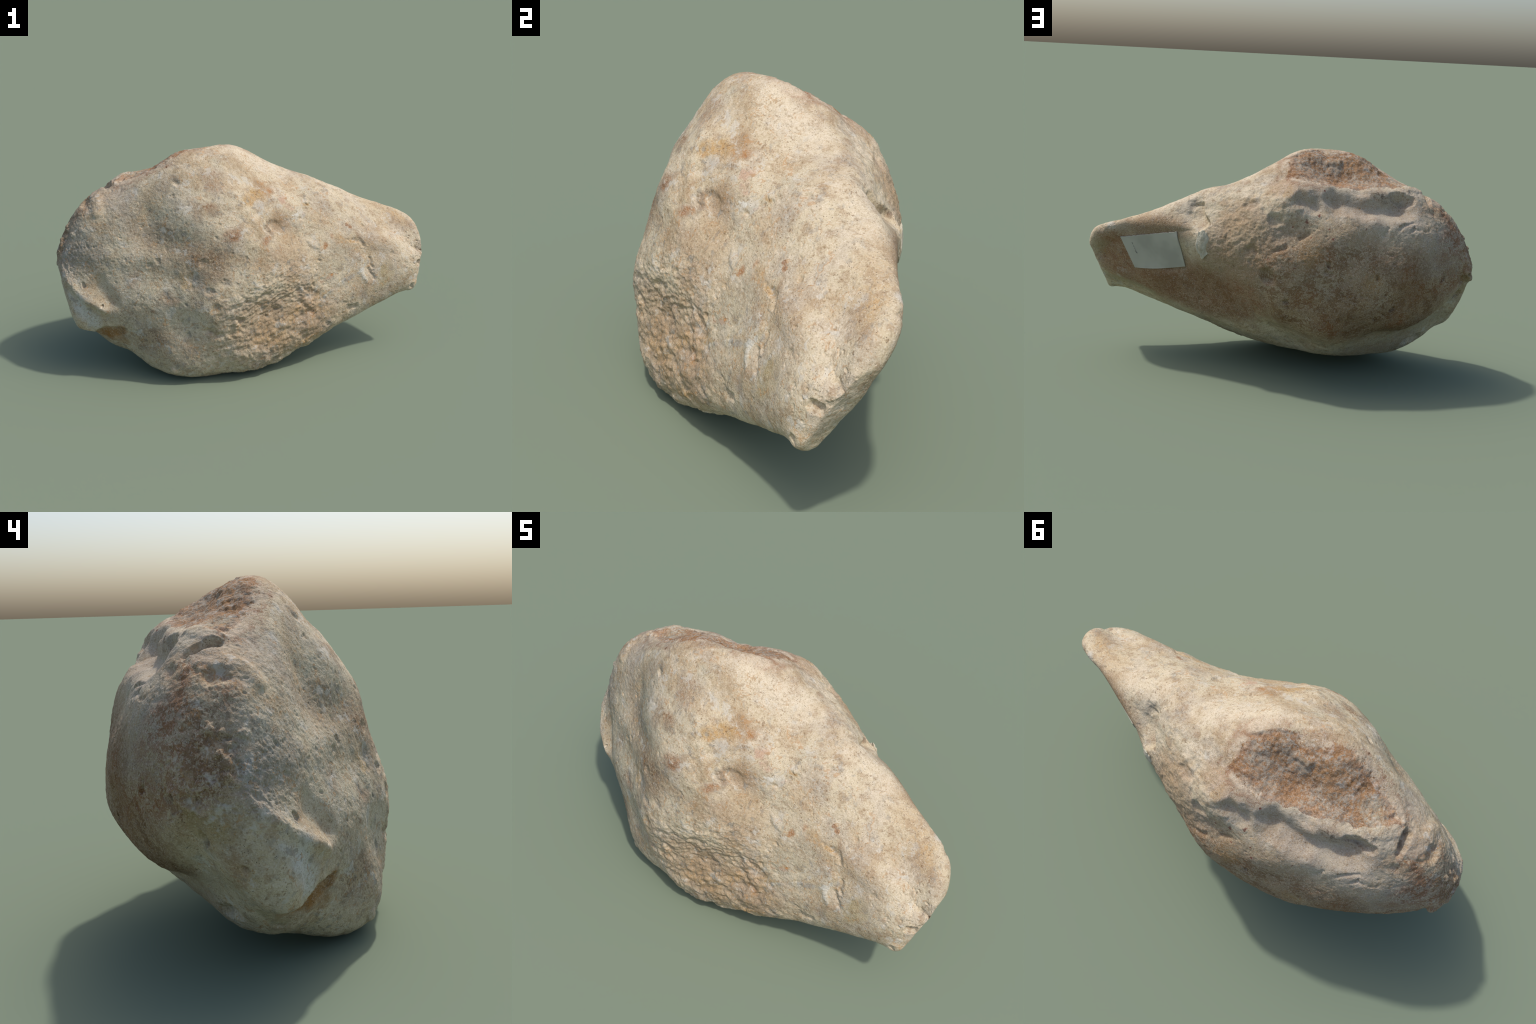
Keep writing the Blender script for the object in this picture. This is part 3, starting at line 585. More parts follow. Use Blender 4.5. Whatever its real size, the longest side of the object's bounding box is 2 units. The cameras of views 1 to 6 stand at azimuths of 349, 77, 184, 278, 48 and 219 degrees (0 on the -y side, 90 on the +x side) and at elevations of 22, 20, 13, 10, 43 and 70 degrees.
    Stain('grey blotch', DARK_GREY, [(-0.227, -0.308, 0.877), (-0.197, -0.308, 0.880)], radius=0.017, strength=0.6, grain=0.4),
    Stain('grey blotch', DARK_GREY, [(-0.171, -0.395, 0.723)], radius=0.057, strength=0.5, grain=0.6),
    Stain('grey blotch', DARK_GREY, [(-0.380, -0.186, 1.028)], radius=0.020, strength=0.75, grain=0.4),
    Stain('black fleck', BLACK, [(-0.421, -0.115, 1.072), (-0.421, -0.133, 1.064)], radius=0.006, strength=0.9, grain=0.3),
    Stain('grey blotch', DARK_GREY, [(-0.737, -0.109, 0.888), (-0.743, -0.065, 0.910)], radius=0.012, strength=0.6, grain=0.4),
    Stain('brown freckles', RUST_BROWN, [(-0.209, -0.208, 1.007)], radius=0.061, strength=0.4, grain=0.9),
    Stain('grey freckles', DARK_GREY, [(-0.140, -0.098, 1.097)], radius=0.014, strength=0.5, grain=0.6),
    Stain('red dot', DARK_RED, [(-0.224, 0.280, 0.959)], radius=0.007, strength=0.9, grain=0.2),
    Stain('red dot', DARK_RED, [(-0.204, 0.353, 0.859)], radius=0.008, strength=0.9, grain=0.2),
    Stain('red dot', DARK_RED, [(-0.148, 0.378, 0.831)], radius=0.010, strength=0.9, grain=0.2),
    Stain('red dot', DARK_RED, [(-0.262, 0.381, 0.803)], radius=0.008, strength=0.9, grain=0.2),
    Stain('red dot', DARK_RED, [(-0.091, 0.389, 0.803)], radius=0.007, strength=0.9, grain=0.2),
    Stain('red dot', DARK_RED, [(-0.184, 0.404, 0.763)], radius=0.007, strength=0.9, grain=0.2),
    Stain('red dot', DARK_RED, [(-0.289, 0.398, 0.765)], radius=0.008, strength=0.9, grain=0.2),
    Stain('red dot', DARK_RED, [(-0.538, 0.303, 0.751)], radius=0.007, strength=0.9, grain=0.2),
    Stain('red dot', DARK_RED, [(-0.401, 0.369, 0.755)], radius=0.005, strength=0.9, grain=0.2),
    Stain('red dot', DARK_RED, [(-0.053, 0.445, 0.691)], radius=0.010, strength=0.9, grain=0.2),
    Stain('red dot', DARK_RED, [(-0.001, 0.448, 0.664)], radius=0.008, strength=0.9, grain=0.2),
    Stain('red dot', DARK_RED, [(-0.120, 0.467, 0.634)], radius=0.008, strength=0.9, grain=0.2),
    Stain('red dot', DARK_RED, [(-0.429, 0.334, 0.809)], radius=0.005, strength=0.9, grain=0.2),
    Stain('rust rim', RUST_BROWN, [(-0.021, 0.079, 1.096), (-0.109, 0.008, 1.129)], radius=0.038, strength=0.65, grain=0.9),
    Stain('pale flakes', CREAM_WHITE, [(-0.021, 0.079, 1.096), (-0.109, 0.008, 1.129)], radius=0.025, strength=0.7, grain=0.95),
    Stain('rust rim', RUST_BROWN, [(-0.217, -0.011, 1.125), (-0.288, -0.053, 1.127)], radius=0.038, strength=0.65, grain=0.9),
    Stain('pale flakes', CREAM_WHITE, [(-0.217, -0.011, 1.125), (-0.288, -0.053, 1.127)], radius=0.025, strength=0.7, grain=0.95),
    Stain('rust rim', RUST_BROWN, [(-0.402, -0.095, 1.088), (-0.507, -0.102, 1.032)], radius=0.038, strength=0.65, grain=0.9),
    Stain('pale flakes', CREAM_WHITE, [(-0.402, -0.095, 1.088), (-0.507, -0.102, 1.032)], radius=0.025, strength=0.7, grain=0.95),
    Stain('rust rim', RUST_BROWN, [(-0.552, -0.088, 1.008), (-0.666, -0.035, 0.959)], radius=0.038, strength=0.65, grain=0.9),
    Stain('pale flakes', CREAM_WHITE, [(-0.552, -0.088, 1.008), (-0.666, -0.035, 0.959)], radius=0.025, strength=0.7, grain=0.95),
    Stain('rust rim', RUST_BROWN, [(-0.020, 0.228, 1.013), (-0.025, 0.140, 1.076)], radius=0.038, strength=0.65, grain=0.9),
    Stain('pale flakes', CREAM_WHITE, [(-0.020, 0.228, 1.013), (-0.025, 0.140, 1.076)], radius=0.025, strength=0.7, grain=0.95),
    Stain('rust rim', RUST_BROWN, [(-0.076, 0.256, 1.007), (-0.178, 0.254, 0.993)], radius=0.038, strength=0.65, grain=0.9),
    Stain('pale flakes', CREAM_WHITE, [(-0.076, 0.256, 1.007), (-0.178, 0.254, 0.993)], radius=0.025, strength=0.7, grain=0.95),
    Stain('dark smudge', DARK_GREY, [(0.087, 0.419, 0.703), (0.081, 0.424, 0.680)], radius=0.017, strength=0.6, grain=0.5),
    Stain('rust rim', RUST_BROWN, [(-0.021, 0.079, 1.096), (-0.109, 0.008, 1.129)], radius=0.038, strength=0.65, grain=0.9),
    Stain('pale flakes', CREAM_WHITE, [(-0.021, 0.079, 1.096), (-0.109, 0.008, 1.129)], radius=0.025, strength=0.7, grain=0.95),
    Stain('rust rim', RUST_BROWN, [(-0.217, -0.011, 1.125), (-0.288, -0.053, 1.127)], radius=0.038, strength=0.65, grain=0.9),
    Stain('pale flakes', CREAM_WHITE, [(-0.217, -0.011, 1.125), (-0.288, -0.053, 1.127)], radius=0.025, strength=0.7, grain=0.95),
    Stain('rust rim', RUST_BROWN, [(-0.402, -0.095, 1.088), (-0.507, -0.102, 1.032)], radius=0.038, strength=0.65, grain=0.9),
    Stain('pale flakes', CREAM_WHITE, [(-0.402, -0.095, 1.088), (-0.507, -0.102, 1.032)], radius=0.025, strength=0.7, grain=0.95),
    Stain('rust rim', RUST_BROWN, [(-0.552, -0.088, 1.008), (-0.666, -0.035, 0.959)], radius=0.038, strength=0.65, grain=0.9),
    Stain('pale flakes', CREAM_WHITE, [(-0.552, -0.088, 1.008), (-0.666, -0.035, 0.959)], radius=0.025, strength=0.7, grain=0.95),
    Stain('rust rim', RUST_BROWN, [(-0.020, 0.228, 1.013), (-0.025, 0.140, 1.076)], radius=0.038, strength=0.65, grain=0.9),
    Stain('pale flakes', CREAM_WHITE, [(-0.020, 0.228, 1.013), (-0.025, 0.140, 1.076)], radius=0.025, strength=0.7, grain=0.95),
    Stain('rust rim', RUST_BROWN, [(-0.076, 0.256, 1.007), (-0.178, 0.254, 0.993)], radius=0.038, strength=0.65, grain=0.9),
    Stain('pale flakes', CREAM_WHITE, [(-0.076, 0.256, 1.007), (-0.178, 0.254, 0.993)], radius=0.025, strength=0.7, grain=0.95),
    Stain('dark smudge', DARK_GREY, [(0.581, 0.212, 0.758)], radius=0.017, strength=0.5, grain=0.5),
    Stain('dome mottle', RUST_BROWN, [(-0.172, 0.458, 0.477)], radius=0.059, strength=0.5, grain=0.75),
    Stain('dome mottle', RUST_BROWN, [(-0.263, 0.430, 0.662)], radius=0.050, strength=0.45, grain=0.75),
    Stain('dome mottle', GREY_BROWN, [(-0.560, 0.346, 0.644)], radius=0.067, strength=0.5, grain=0.75),
    Stain('dome mottle', RUST_BROWN, [(-0.695, 0.281, 0.512)], radius=0.063, strength=0.45, grain=0.75),
    Stain('dome mottle', TAN, [(-0.405, 0.408, 0.565)], radius=0.059, strength=0.5, grain=0.75),
    Stain('dome mottle', RUST_BROWN, [(-0.259, 0.424, 0.349)], radius=0.050, strength=0.5, grain=0.75),
    Stain('dome mottle', GREY_BROWN, [(-0.728, 0.264, 0.616)], radius=0.050, strength=0.5, grain=0.75),
    Stain('dome mottle', RUST_BROWN, [(-0.605, 0.287, 0.356)], radius=0.055, strength=0.6, grain=0.75),
    Stain('dome mottle', TAN_BROWN, [(-0.143, 0.463, 0.641)], radius=0.055, strength=0.6, grain=0.75),
    Stain('dome mottle', RUST_BROWN, [(-0.827, 0.179, 0.495)], radius=0.046, strength=0.4, grain=0.75),
    Stain('front mottle', TAN, [(-0.752, -0.059, 0.908)], radius=0.057, strength=0.5, grain=0.6),
    Stain('front mottle', GREENGREY, [(-0.574, 0.016, 0.992)], radius=0.048, strength=0.6, grain=0.6),
    Stain('front mottle', GREENGREY, [(-0.487, -0.224, 0.863)], radius=0.061, strength=0.5, grain=0.6),
    Stain('front mottle', CREAM_WHITE, [(-0.380, -0.224, 0.969)], radius=0.048, strength=0.5, grain=0.6),
    Stain('front mottle', CREAM_WHITE, [(-0.600, -0.269, 0.682)], radius=0.053, strength=0.4, grain=0.6),
    Stain('front mottle', TAN_BROWN, [(-0.432, -0.297, 0.752)], radius=0.044, strength=0.5, grain=0.6),
    Stain('front mottle', TAN, [(-0.524, -0.183, 0.939)], radius=0.039, strength=0.5, grain=0.6),
    Stain('front mottle', TAN_BROWN, [(-0.314, -0.364, 0.705)], radius=0.048, strength=0.5, grain=0.6),
    Stain('front mottle', GREENGREY, [(-0.562, -0.312, 0.606)], radius=0.053, strength=0.5, grain=0.6),
    Stain('front mottle', CREAM_GREEN, [(-0.547, -0.354, 0.508)], radius=0.048, strength=0.6, grain=0.6),
    Stain('front mottle', GREY_BROWN, [(-0.324, -0.444, 0.456)], radius=0.044, strength=0.5, grain=0.6),
    Stain('front mottle', TAN_BROWN, [(-0.196, -0.431, 0.590)], radius=0.053, strength=0.5, grain=0.6),
    Stain('front mottle', GREY_BROWN, [(-0.492, -0.411, 0.273)], radius=0.061, strength=0.5, grain=0.6),
    Stain('front mottle', TAN_BROWN, [(-0.348, -0.456, 0.190)], radius=0.053, strength=0.5, grain=0.6),
    Stain('front mottle', BLUE_WHITE, [(-0.595, -0.370, 0.308)], radius=0.039, strength=0.4, grain=0.6),
    Stain('front mottle', GREENGREY, [(-0.407, -0.420, 0.343)], radius=0.053, strength=0.5, grain=0.6),
    Stain('scar mottle', TAN_BROWN, [(0.034, -0.366, 0.650)], radius=0.066, strength=0.5, grain=0.6),
    Stain('scar mottle', GREY_BROWN, [(0.175, -0.340, 0.539)], radius=0.053, strength=0.4, grain=0.6),
    Stain('scar mottle', GREENGREY, [(-0.040, -0.429, 0.542)], radius=0.057, strength=0.5, grain=0.6),
    Stain('scar mottle', CREAM_WHITE, [(0.127, -0.349, 0.592)], radius=0.048, strength=0.5, grain=0.6),
    Stain('scar mottle', GREY_PINK, [(0.276, -0.322, 0.381)], radius=0.053, strength=0.5, grain=0.6),
    Stain('end mottle', BROWN, [(-0.850, 0.123, 0.758)], radius=0.053, strength=0.5, grain=0.7),
    Stain('end mottle', GREY_BROWN, [(-0.904, -0.002, 0.773)], radius=0.037, strength=0.6, grain=0.7),
    Stain('end mottle', RUST_BROWN, [(-0.864, 0.152, 0.556)], radius=0.042, strength=0.5, grain=0.7),
    Stain('end mottle', PINK, [(-0.992, 0.000, 0.571)], radius=0.045, strength=0.35, grain=0.7),
    Stain('end mottle', GREY_BROWN, [(-0.988, -0.043, 0.591)], radius=0.032, strength=0.5, grain=0.7),
    Stain('end mottle', RUST_BROWN, [(-0.810, 0.196, 0.662)], radius=0.037, strength=0.45, grain=0.7),
    Stain('freckles', RUST_BROWN, [(-0.877, 0.118, 0.717), (-0.965, 0.035, 0.641)], radius=0.101, strength=0.55, grain=0.97),
    Stain('freckles', UMBER, [(-0.903, -0.013, 0.773), (-0.972, -0.042, 0.642)], radius=0.069, strength=0.5, grain=0.97),
    Stain('freckles', RUST_BROWN, [(-0.828, 0.185, 0.548), (-0.916, 0.096, 0.521)], radius=0.069, strength=0.5, grain=0.97),
    Stain('freckles', RUST_BROWN, [(-0.759, 0.079, 0.889), (-0.838, -0.060, 0.847)], radius=0.040, strength=0.5, grain=0.97),
    Stain('freckles', UMBER, [(-0.608, -0.348, 0.226), (-0.531, -0.396, 0.256)], radius=0.042, strength=0.4, grain=0.97),
    Stain('freckles', UMBER, [(-0.657, -0.336, 0.295), (-0.494, -0.410, 0.177)], radius=0.088, strength=0.35, grain=0.97),
    Stain('freckles', UMBER, [(-0.474, -0.285, 0.727), (-0.236, -0.411, 0.652)], radius=0.096, strength=0.4, grain=0.97),
    Stain('dome mottle', UMBER, [(-0.095, 0.410, 0.353)], radius=0.050, strength=0.6, grain=0.8),
    Stain('dome mottle', UMBER, [(-0.369, 0.424, 0.504)], radius=0.055, strength=0.5, grain=0.8),
    Stain('dome mottle', UMBER, [(-0.537, 0.352, 0.413)], radius=0.059, strength=0.6, grain=0.8),
    Stain('dome mottle', RUST_BROWN, [(-0.644, 0.314, 0.621)], radius=0.046, strength=0.5, grain=0.8),
    Stain('dome mottle', OCHRE, [(-0.198, 0.434, 0.699)], radius=0.059, strength=0.4, grain=0.8),
    Stain('dome mottle', OCHRE, [(-0.486, 0.388, 0.545)], radius=0.050, strength=0.4, grain=0.8),
    Stain('dome mottle', UMBER, [(-0.768, 0.209, 0.433)], radius=0.046, strength=0.5, grain=0.8),
    Stain('dome mottle', RUST_BROWN, [(-0.320, 0.395, 0.324)], radius=0.050, strength=0.6, grain=0.8),
    Stain('flat side mottle', OCHRE, [(0.007, -0.202, 0.937)], radius=0.037, strength=0.75, grain=0.6),
    Stain('flat side mottle', TAN_BROWN, [(0.053, -0.129, 0.958)], radius=0.031, strength=0.6, grain=0.6),
    Stain('flat side mottle', RUST_BROWN, [(-0.244, -0.287, 0.901)], radius=0.027, strength=0.6, grain=0.6),
    Stain('flat side mottle', TAN_BROWN, [(-0.213, -0.212, 1.001)], radius=0.037, strength=0.5, grain=0.6),
    Stain('flat side mottle', CREAM_WHITE, [(-0.040, -0.017, 1.100)], radius=0.068, strength=0.6, grain=0.6),
    Stain('flat side mottle', CREAM_WHITE, [(0.066, 0.021, 1.032)], radius=0.061, strength=0.6, grain=0.6),
    Stain('flat side mottle', CREAM_GREEN, [(-0.164, -0.135, 1.073)], radius=0.041, strength=0.6, grain=0.6),
    Stain('flat side mottle', TAN_BROWN, [(0.146, -0.221, 0.772)], radius=0.044, strength=0.6, grain=0.6),
    Stain('flat side mottle', TAN_BROWN, [(0.128, -0.327, 0.639)], radius=0.041, strength=0.6, grain=0.6),
    Stain('flat side mottle', RUST_BROWN, [(0.039, -0.335, 0.717)], radius=0.024, strength=0.6, grain=0.6),
    Stain('flat side mottle', RUST_BROWN, [(-0.125, -0.372, 0.780)], radius=0.027, strength=0.55, grain=0.6),
    Stain('flat side mottle', CREAM_GREEN, [(-0.087, -0.427, 0.575)], radius=0.048, strength=0.5, grain=0.6),
    Stain('flat side mottle', OCHRE, [(-0.373, -0.395, 0.541)], radius=0.031, strength=0.5, grain=0.6),
    Stain('flat side mottle', PINK, [(0.167, -0.145, 0.875)], radius=0.020, strength=0.7, grain=0.6),
    Stain('flat side mottle', OCHRE, [(0.727, 0.105, 0.756)], radius=0.068, strength=0.35, grain=0.6),
    Stain('flat side mottle', CREAM_WHITE, [(0.621, 0.099, 0.799)], radius=0.054, strength=0.5, grain=0.6),
    Stain('flat side mottle', GREY_PINK, [(0.417, -0.068, 0.804)], radius=0.031, strength=0.6, grain=0.6),
    Stain('flat side mottle', GREENGREY, [(0.295, -0.051, 0.874)], radius=0.037, strength=0.5, grain=0.6),
    Stain('flat side mottle', TAN_BROWN, [(0.661, -0.139, 0.619)], radius=0.037, strength=0.5, grain=0.6),
    Stain('flat side mottle', GREY_PINK, [(0.764, -0.149, 0.544)], radius=0.068, strength=0.45, grain=0.6),
    Stain('flat side mottle', OLIVE, [(0.742, -0.190, 0.454)], radius=0.044, strength=0.5, grain=0.6),
    Stain('flat side mottle', CREAM_WHITE, [(0.844, -0.052, 0.610)], radius=0.051, strength=0.5, grain=0.6),
    Stain('flat side mottle', OCHRE, [(0.407, -0.310, 0.304)], radius=0.051, strength=0.5, grain=0.6),
    Stain('flat side mottle', OCHRE, [(0.276, -0.332, 0.345)], radius=0.041, strength=0.5, grain=0.6),
    Stain('crevice', DARK_BROWN, [(0.356, 0.239, 0.816), (0.315, 0.301, 0.775)], radius=0.012, strength=0.8, grain=0.3),
    Stain('crevice', RUST_BROWN, [(0.390, 0.218, 0.827), (0.358, 0.272, 0.780)], radius=0.025, strength=0.5, grain=0.5),
]


class Nodes:
    def __init__(self, name, group=False):
        if group:
            self.tree = bpy.data.node_groups.new(name, "ShaderNodeTree")
            return
        self.mat = bpy.data.materials.new(name)
        self.mat.use_nodes = True
        self.tree = self.mat.node_tree
        self.tree.nodes.clear()

    def put(self, socket, value):
        if isinstance(value, bpy.types.NodeSocket):
            self.tree.links.new(value, socket)
        elif socket.type == "RGBA" and len(value) == 3:
            socket.default_value = (*value, 1)
        else:
            socket.default_value = value

    def new(self, kind, **props):
        node = self.tree.nodes.new(kind)
        for k, v in props.items():
            setattr(node, k, v)
        return node

    def math(self, op, a, b=0.0, clamp=False):
        n = self.new("ShaderNodeMath", operation=op, use_clamp=clamp)
        self.put(n.inputs[0], a)
        self.put(n.inputs[1], b)
        return n.outputs[0]

    def vec(self, op, a, b=(0, 0, 0), out=0):
        n = self.new("ShaderNodeVectorMath", operation=op)
        self.put(n.inputs[0], a)
        if op == "SCALE":
            self.put(n.inputs["Scale"], b)
        else:
            self.put(n.inputs[1], b)
        return n.outputs[out]

    def ramp(self, x, lo, hi, to_lo=0.0, to_hi=1.0):
        n = self.new("ShaderNodeMapRange", interpolation_type="SMOOTHSTEP")
        for s, v in zip(("Value", "From Min", "From Max", "To Min", "To Max"), (x, lo, hi, to_lo, to_hi)):
            self.put(n.inputs[s], v)
        return n.outputs[0]

    def noise(self, at, scale, detail=2.0, rough=0.5, colour=False):
        n = self.new("ShaderNodeTexNoise")
        self.put(n.inputs["Vector"], at)
        for s, v in (("Scale", scale), ("Detail", detail), ("Roughness", rough)):
            n.inputs[s].default_value = v
        return n.outputs[1 if colour else 0]

    def cells(self, at, scale, what="Distance"):
        n = self.new("ShaderNodeTexVoronoi")
        self.put(n.inputs["Vector"], at)
        n.inputs["Scale"].default_value = scale
        return n.outputs[what]

    def mix(self, a, b, f, blend="MIX"):
        n = self.new("ShaderNodeMix", data_type="RGBA", blend_type=blend)
        self.put(n.inputs[0], f)
        self.put(n.inputs[6], a)
        self.put(n.inputs[7], b)
        return n.outputs[2]

    def finish(self, colour, roughness=0.9, height=None, bump=1.0, distance=0.002, specular=0.2):
        bsdf = self.new("ShaderNodeBsdfPrincipled")
        self.put(bsdf.inputs["Base Color"], colour)
        bsdf.inputs["Roughness"].default_value = roughness
        bsdf.inputs["Specular IOR Level"].default_value = specular
        if height is not None:
            b = self.new("ShaderNodeBump")
            b.inputs["Strength"].default_value = bump
            b.inputs["Distance"].default_value = distance
            self.put(b.inputs["Height"], height)
            self.tree.links.new(b.outputs[0], bsdf.inputs["Normal"])
        out = self.new("ShaderNodeOutputMaterial")
        self.tree.links.new(bsdf.outputs[0], out.inputs[0])
        return self.mat


def stain_group():
    """one stain: a ball or capsule of colour, faded at its rim and broken up by noise"""
    g = Nodes("stain", group=True)
    for kind, names in (("Color", "Under Over"), ("Vector", "Place"), ("Float", "Broken"), ("Vector", "Start Span"),
                        ("Float", "PerSpan Outer Inner Strength Floor")):
        for name in names.split():
            g.tree.interface.new_socket(name, in_out="INPUT", socket_type="NodeSocket" + kind)
    g.tree.interface.new_socket("Colour", in_out="OUTPUT", socket_type="NodeSocketColor")
    i = g.new("NodeGroupInput").outputs
    rel = g.vec("SUBTRACT", i["Place"], i["Start"])
    t = g.math("MULTIPLY", g.vec("DOT_PRODUCT", rel, i["Span"], 1), i["PerSpan"], clamp=True)
    d = g.vec("LENGTH", g.vec("SUBTRACT", rel, g.vec("SCALE", i["Span"], t)), out=1)
    mask = g.ramp(d, i["Outer"], i["Inner"], 0.0, i["Strength"])
    mask = g.math("MULTIPLY", mask, g.ramp(i["Broken"], 0.0, 1.0, i["Floor"], 1.0))
    g.tree.links.new(g.mix(i["Under"], i["Over"], mask), g.new("NodeGroupOutput").inputs[0])
    return g.tree


def stone_material(group, region_points, broken_face=False):
    m = Nodes("weathered_limestone")
    at = m.new("ShaderNodeTexCoord").outputs["Object"]
    # the stains' edges wander with three sizes of noise
    warp = at
    for scale, size in ((5.0, 0.05), (19.0, 0.030), (75.0, 0.012)):
        w = m.vec("SUBTRACT", m.noise(at, scale, 0.0, colour=True), (0.5, 0.5, 0.5))
        warp = m.vec("ADD", warp, m.vec("SCALE", w, size))
    fine = m.noise(at, 75, 3.0, 0.68)
    mid = m.noise(at, 21, 3.0, 0.62)
    broad = m.noise(at, 5.5, 2.0, 0.55)

    colour = m.mix(CREAM, TAN, m.ramp(broad, 0.42, 0.62, 0.0, 0.5))
    colour = m.mix(colour, GREY_PINK, m.ramp(m.noise(at, 8.5, 2.0, 0.6), 0.48, 0.62, 0.0, 0.4))
    colour = m.mix(colour, CREAM_WHITE, m.ramp(mid, 0.50, 0.66, 0.0, 0.6))
    colour = m.mix(colour, TAN_BROWN, m.ramp(mid, 0.46, 0.34, 0.0, 0.5))
    colour = m.mix(colour, GREY, m.ramp(m.noise(warp, 26, 2.0, 0.7), 0.56, 0.70, 0.0, 0.45))
    broken = m.ramp(m.math("ADD", m.math("MULTIPLY", fine, 0.55), m.math("MULTIPLY", mid, 0.45)), 0.455, 0.54)

    if broken_face:
        # fresh break: rusty grains over grey, with brown hollows and pale crusts
        grains = m.math("ADD", m.math("MULTIPLY", m.noise(at, 95, 3.0, 0.6), 0.55), m.math("MULTIPLY", m.noise(at, 12, 3.0, 0.6), 0.45))
        colour = m.mix(colour, m.mix(srgb(160, 146, 128), srgb(152, 115, 80), m.ramp(grains, 0.43, 0.54)), 0.92)
        colour = m.mix(colour, srgb(156, 114, 70), m.ramp(m.noise(at, 17, 4.0, 0.7), 0.55, 0.66, 0, 0.5))
        colour = m.mix(colour, srgb(112, 88, 68), m.ramp(m.noise(at, 30, 4.0, 0.65), 0.53, 0.66, 0, 0.7))
        colour = m.mix(colour, srgb(164, 150, 132), m.ramp(m.noise(at, 60, 4.0, 0.7), 0.56, 0.68, 0, 0.6))
    place = warp
    sample = region_points[::61]
    # only the stains that reach this part of the stone
    local = [s for s in STAINS if near_line(sample, s.points)[0].min() < s.radius * 1.6 + 0.06]
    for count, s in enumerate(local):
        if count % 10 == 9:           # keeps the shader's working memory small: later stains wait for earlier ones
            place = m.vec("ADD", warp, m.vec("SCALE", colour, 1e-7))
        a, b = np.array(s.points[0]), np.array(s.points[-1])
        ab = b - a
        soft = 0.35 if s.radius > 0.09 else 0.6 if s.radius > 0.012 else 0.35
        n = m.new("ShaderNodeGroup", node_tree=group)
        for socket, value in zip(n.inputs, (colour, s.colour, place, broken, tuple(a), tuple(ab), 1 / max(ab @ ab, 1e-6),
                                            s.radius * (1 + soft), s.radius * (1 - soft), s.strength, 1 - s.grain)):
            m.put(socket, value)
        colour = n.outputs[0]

    # grain: light and dark grit, dark pinholes, brown flecks
    grit = m.noise(at, 210, 1.0, 0.7)
    colour = m.mix(colour, (1.0, 0.97, 0.92), m.ramp(grit, 0.56, 0.74, 0.0, 0.16))
    colour = m.mix(colour, m.mix(colour, (0.50, 0.43, 0.36), 1.0, "MULTIPLY"), m.ramp(grit, 0.45, 0.30, 0.0, 0.40))
    colour = m.mix(colour, m.mix(colour, (0.62, 0.55, 0.47), 1.0, "MULTIPLY"), m.ramp(fine, 0.46, 0.30, 0.0, 0.75))
    colour = m.mix(colour, (0.62, 0.56, 0.47), m.ramp(fine, 0.58, 0.72, 0.0, 0.35))
    flecks = m.math("MULTIPLY", m.ramp(m.cells(warp, 55), 0.26, 0.16), m.ramp(m.noise(at, 12, 2.0), 0.50, 0.62))
    colour = m.mix(colour, srgb(116, 88, 62), m.math("MULTIPLY", flecks, 0.55))
    # grey fossil crumbs on the flat side, each with a thin dark outline
    crumb = m.cells(m.vec("ADD", warp, m.vec("SCALE", m.vec("SUBTRACT", m.noise(at, 60, 1.0, colour=True), (0.5, 0.5, 0.5)), 0.03)), 27)
    flat_side = m.new("ShaderNodeSeparateXYZ")
    m.put(flat_side.inputs[0], warp)
    patchy = m.math("MULTIPLY", m.ramp(m.noise(at, 7, 2.0), 0.46, 0.60), m.ramp(flat_side.outputs[1], -0.10, -0.25))
    colour = m.mix(colour, srgb(104, 96, 86), m.math("MULTIPLY", m.math("MULTIPLY", m.ramp(crumb, 0.36, 0.29), patchy), 0.40))
    colour = m.mix(colour, srgb(160, 155, 143), m.math("MULTIPLY", m.math("MULTIPLY", m.ramp(crumb, 0.27, 0.20), patchy), 0.5))
    # ochre threads and bluish-white films, on the pale side only
    pale_side = m.ramp(flat_side.outputs[1], 0.12, 0.0)
    thread = m.math("ABSOLUTE", m.math("SUBTRACT", m.noise(warp, 9, 3.0, 0.6), 0.5))
    colour = m.mix(colour, srgb(170, 128, 80), m.math("MULTIPLY", m.math("MULTIPLY", m.ramp(thread, 0.018, 0.004), m.ramp(mid, 0.46, 0.58, 0.0, 0.5)), pale_side))
    film = m.noise(warp, 16, 3.0, 0.65)
    colour = m.mix(colour, srgb(196, 191, 179), m.math("MULTIPLY", m.ramp(film, 0.58, 0.68, 0.0, 0.55), pale_side))
    colour = m.mix(colour, srgb(150, 130, 102), m.math("MULTIPLY", m.ramp(film, 0.42, 0.33, 0.0, 0.6), broken))
    pitting = m.math("MULTIPLY", m.ramp(m.cells(warp, 95), 0.25, 0.12), m.ramp(broad, 0.46, 0.56))
    colour = m.mix(colour, srgb(168, 132, 84), m.math("MULTIPLY", pitting, 0.6))
    pins = m.math("MULTIPLY", m.ramp(m.cells(at, 120), 0.22, 0.12), m.ramp(m.noise(at, 33, 2.0), 0.48, 0.56))
    colour = m.mix(colour, srgb(70, 58, 46), m.math("MULTIPLY", pins, 0.75))

    height = m.noise(at, 150, 2.0, 0.75)
    return m.finish(colour, 0.92, height, 0.55, 0.005)


def nodule_material():
    m = Nodes("chalky_white")
    at = m.new("ShaderNodeTexCoord").outputs["Object"]
    colour = m.mix(srgb(184, 177, 158), srgb(158, 144, 116), m.ramp(m.noise(at, 30, 4, 0.6), 0.45, 0.68, 0, 0.8))
    colour = m.mix(colour, srgb(204, 198, 182), m.ramp(m.noise(at, 60, 3), 0.55, 0.7))
    return m.finish(colour, 0.85, m.noise(at, 120, 4, 0.6), 0.5, 0.005)


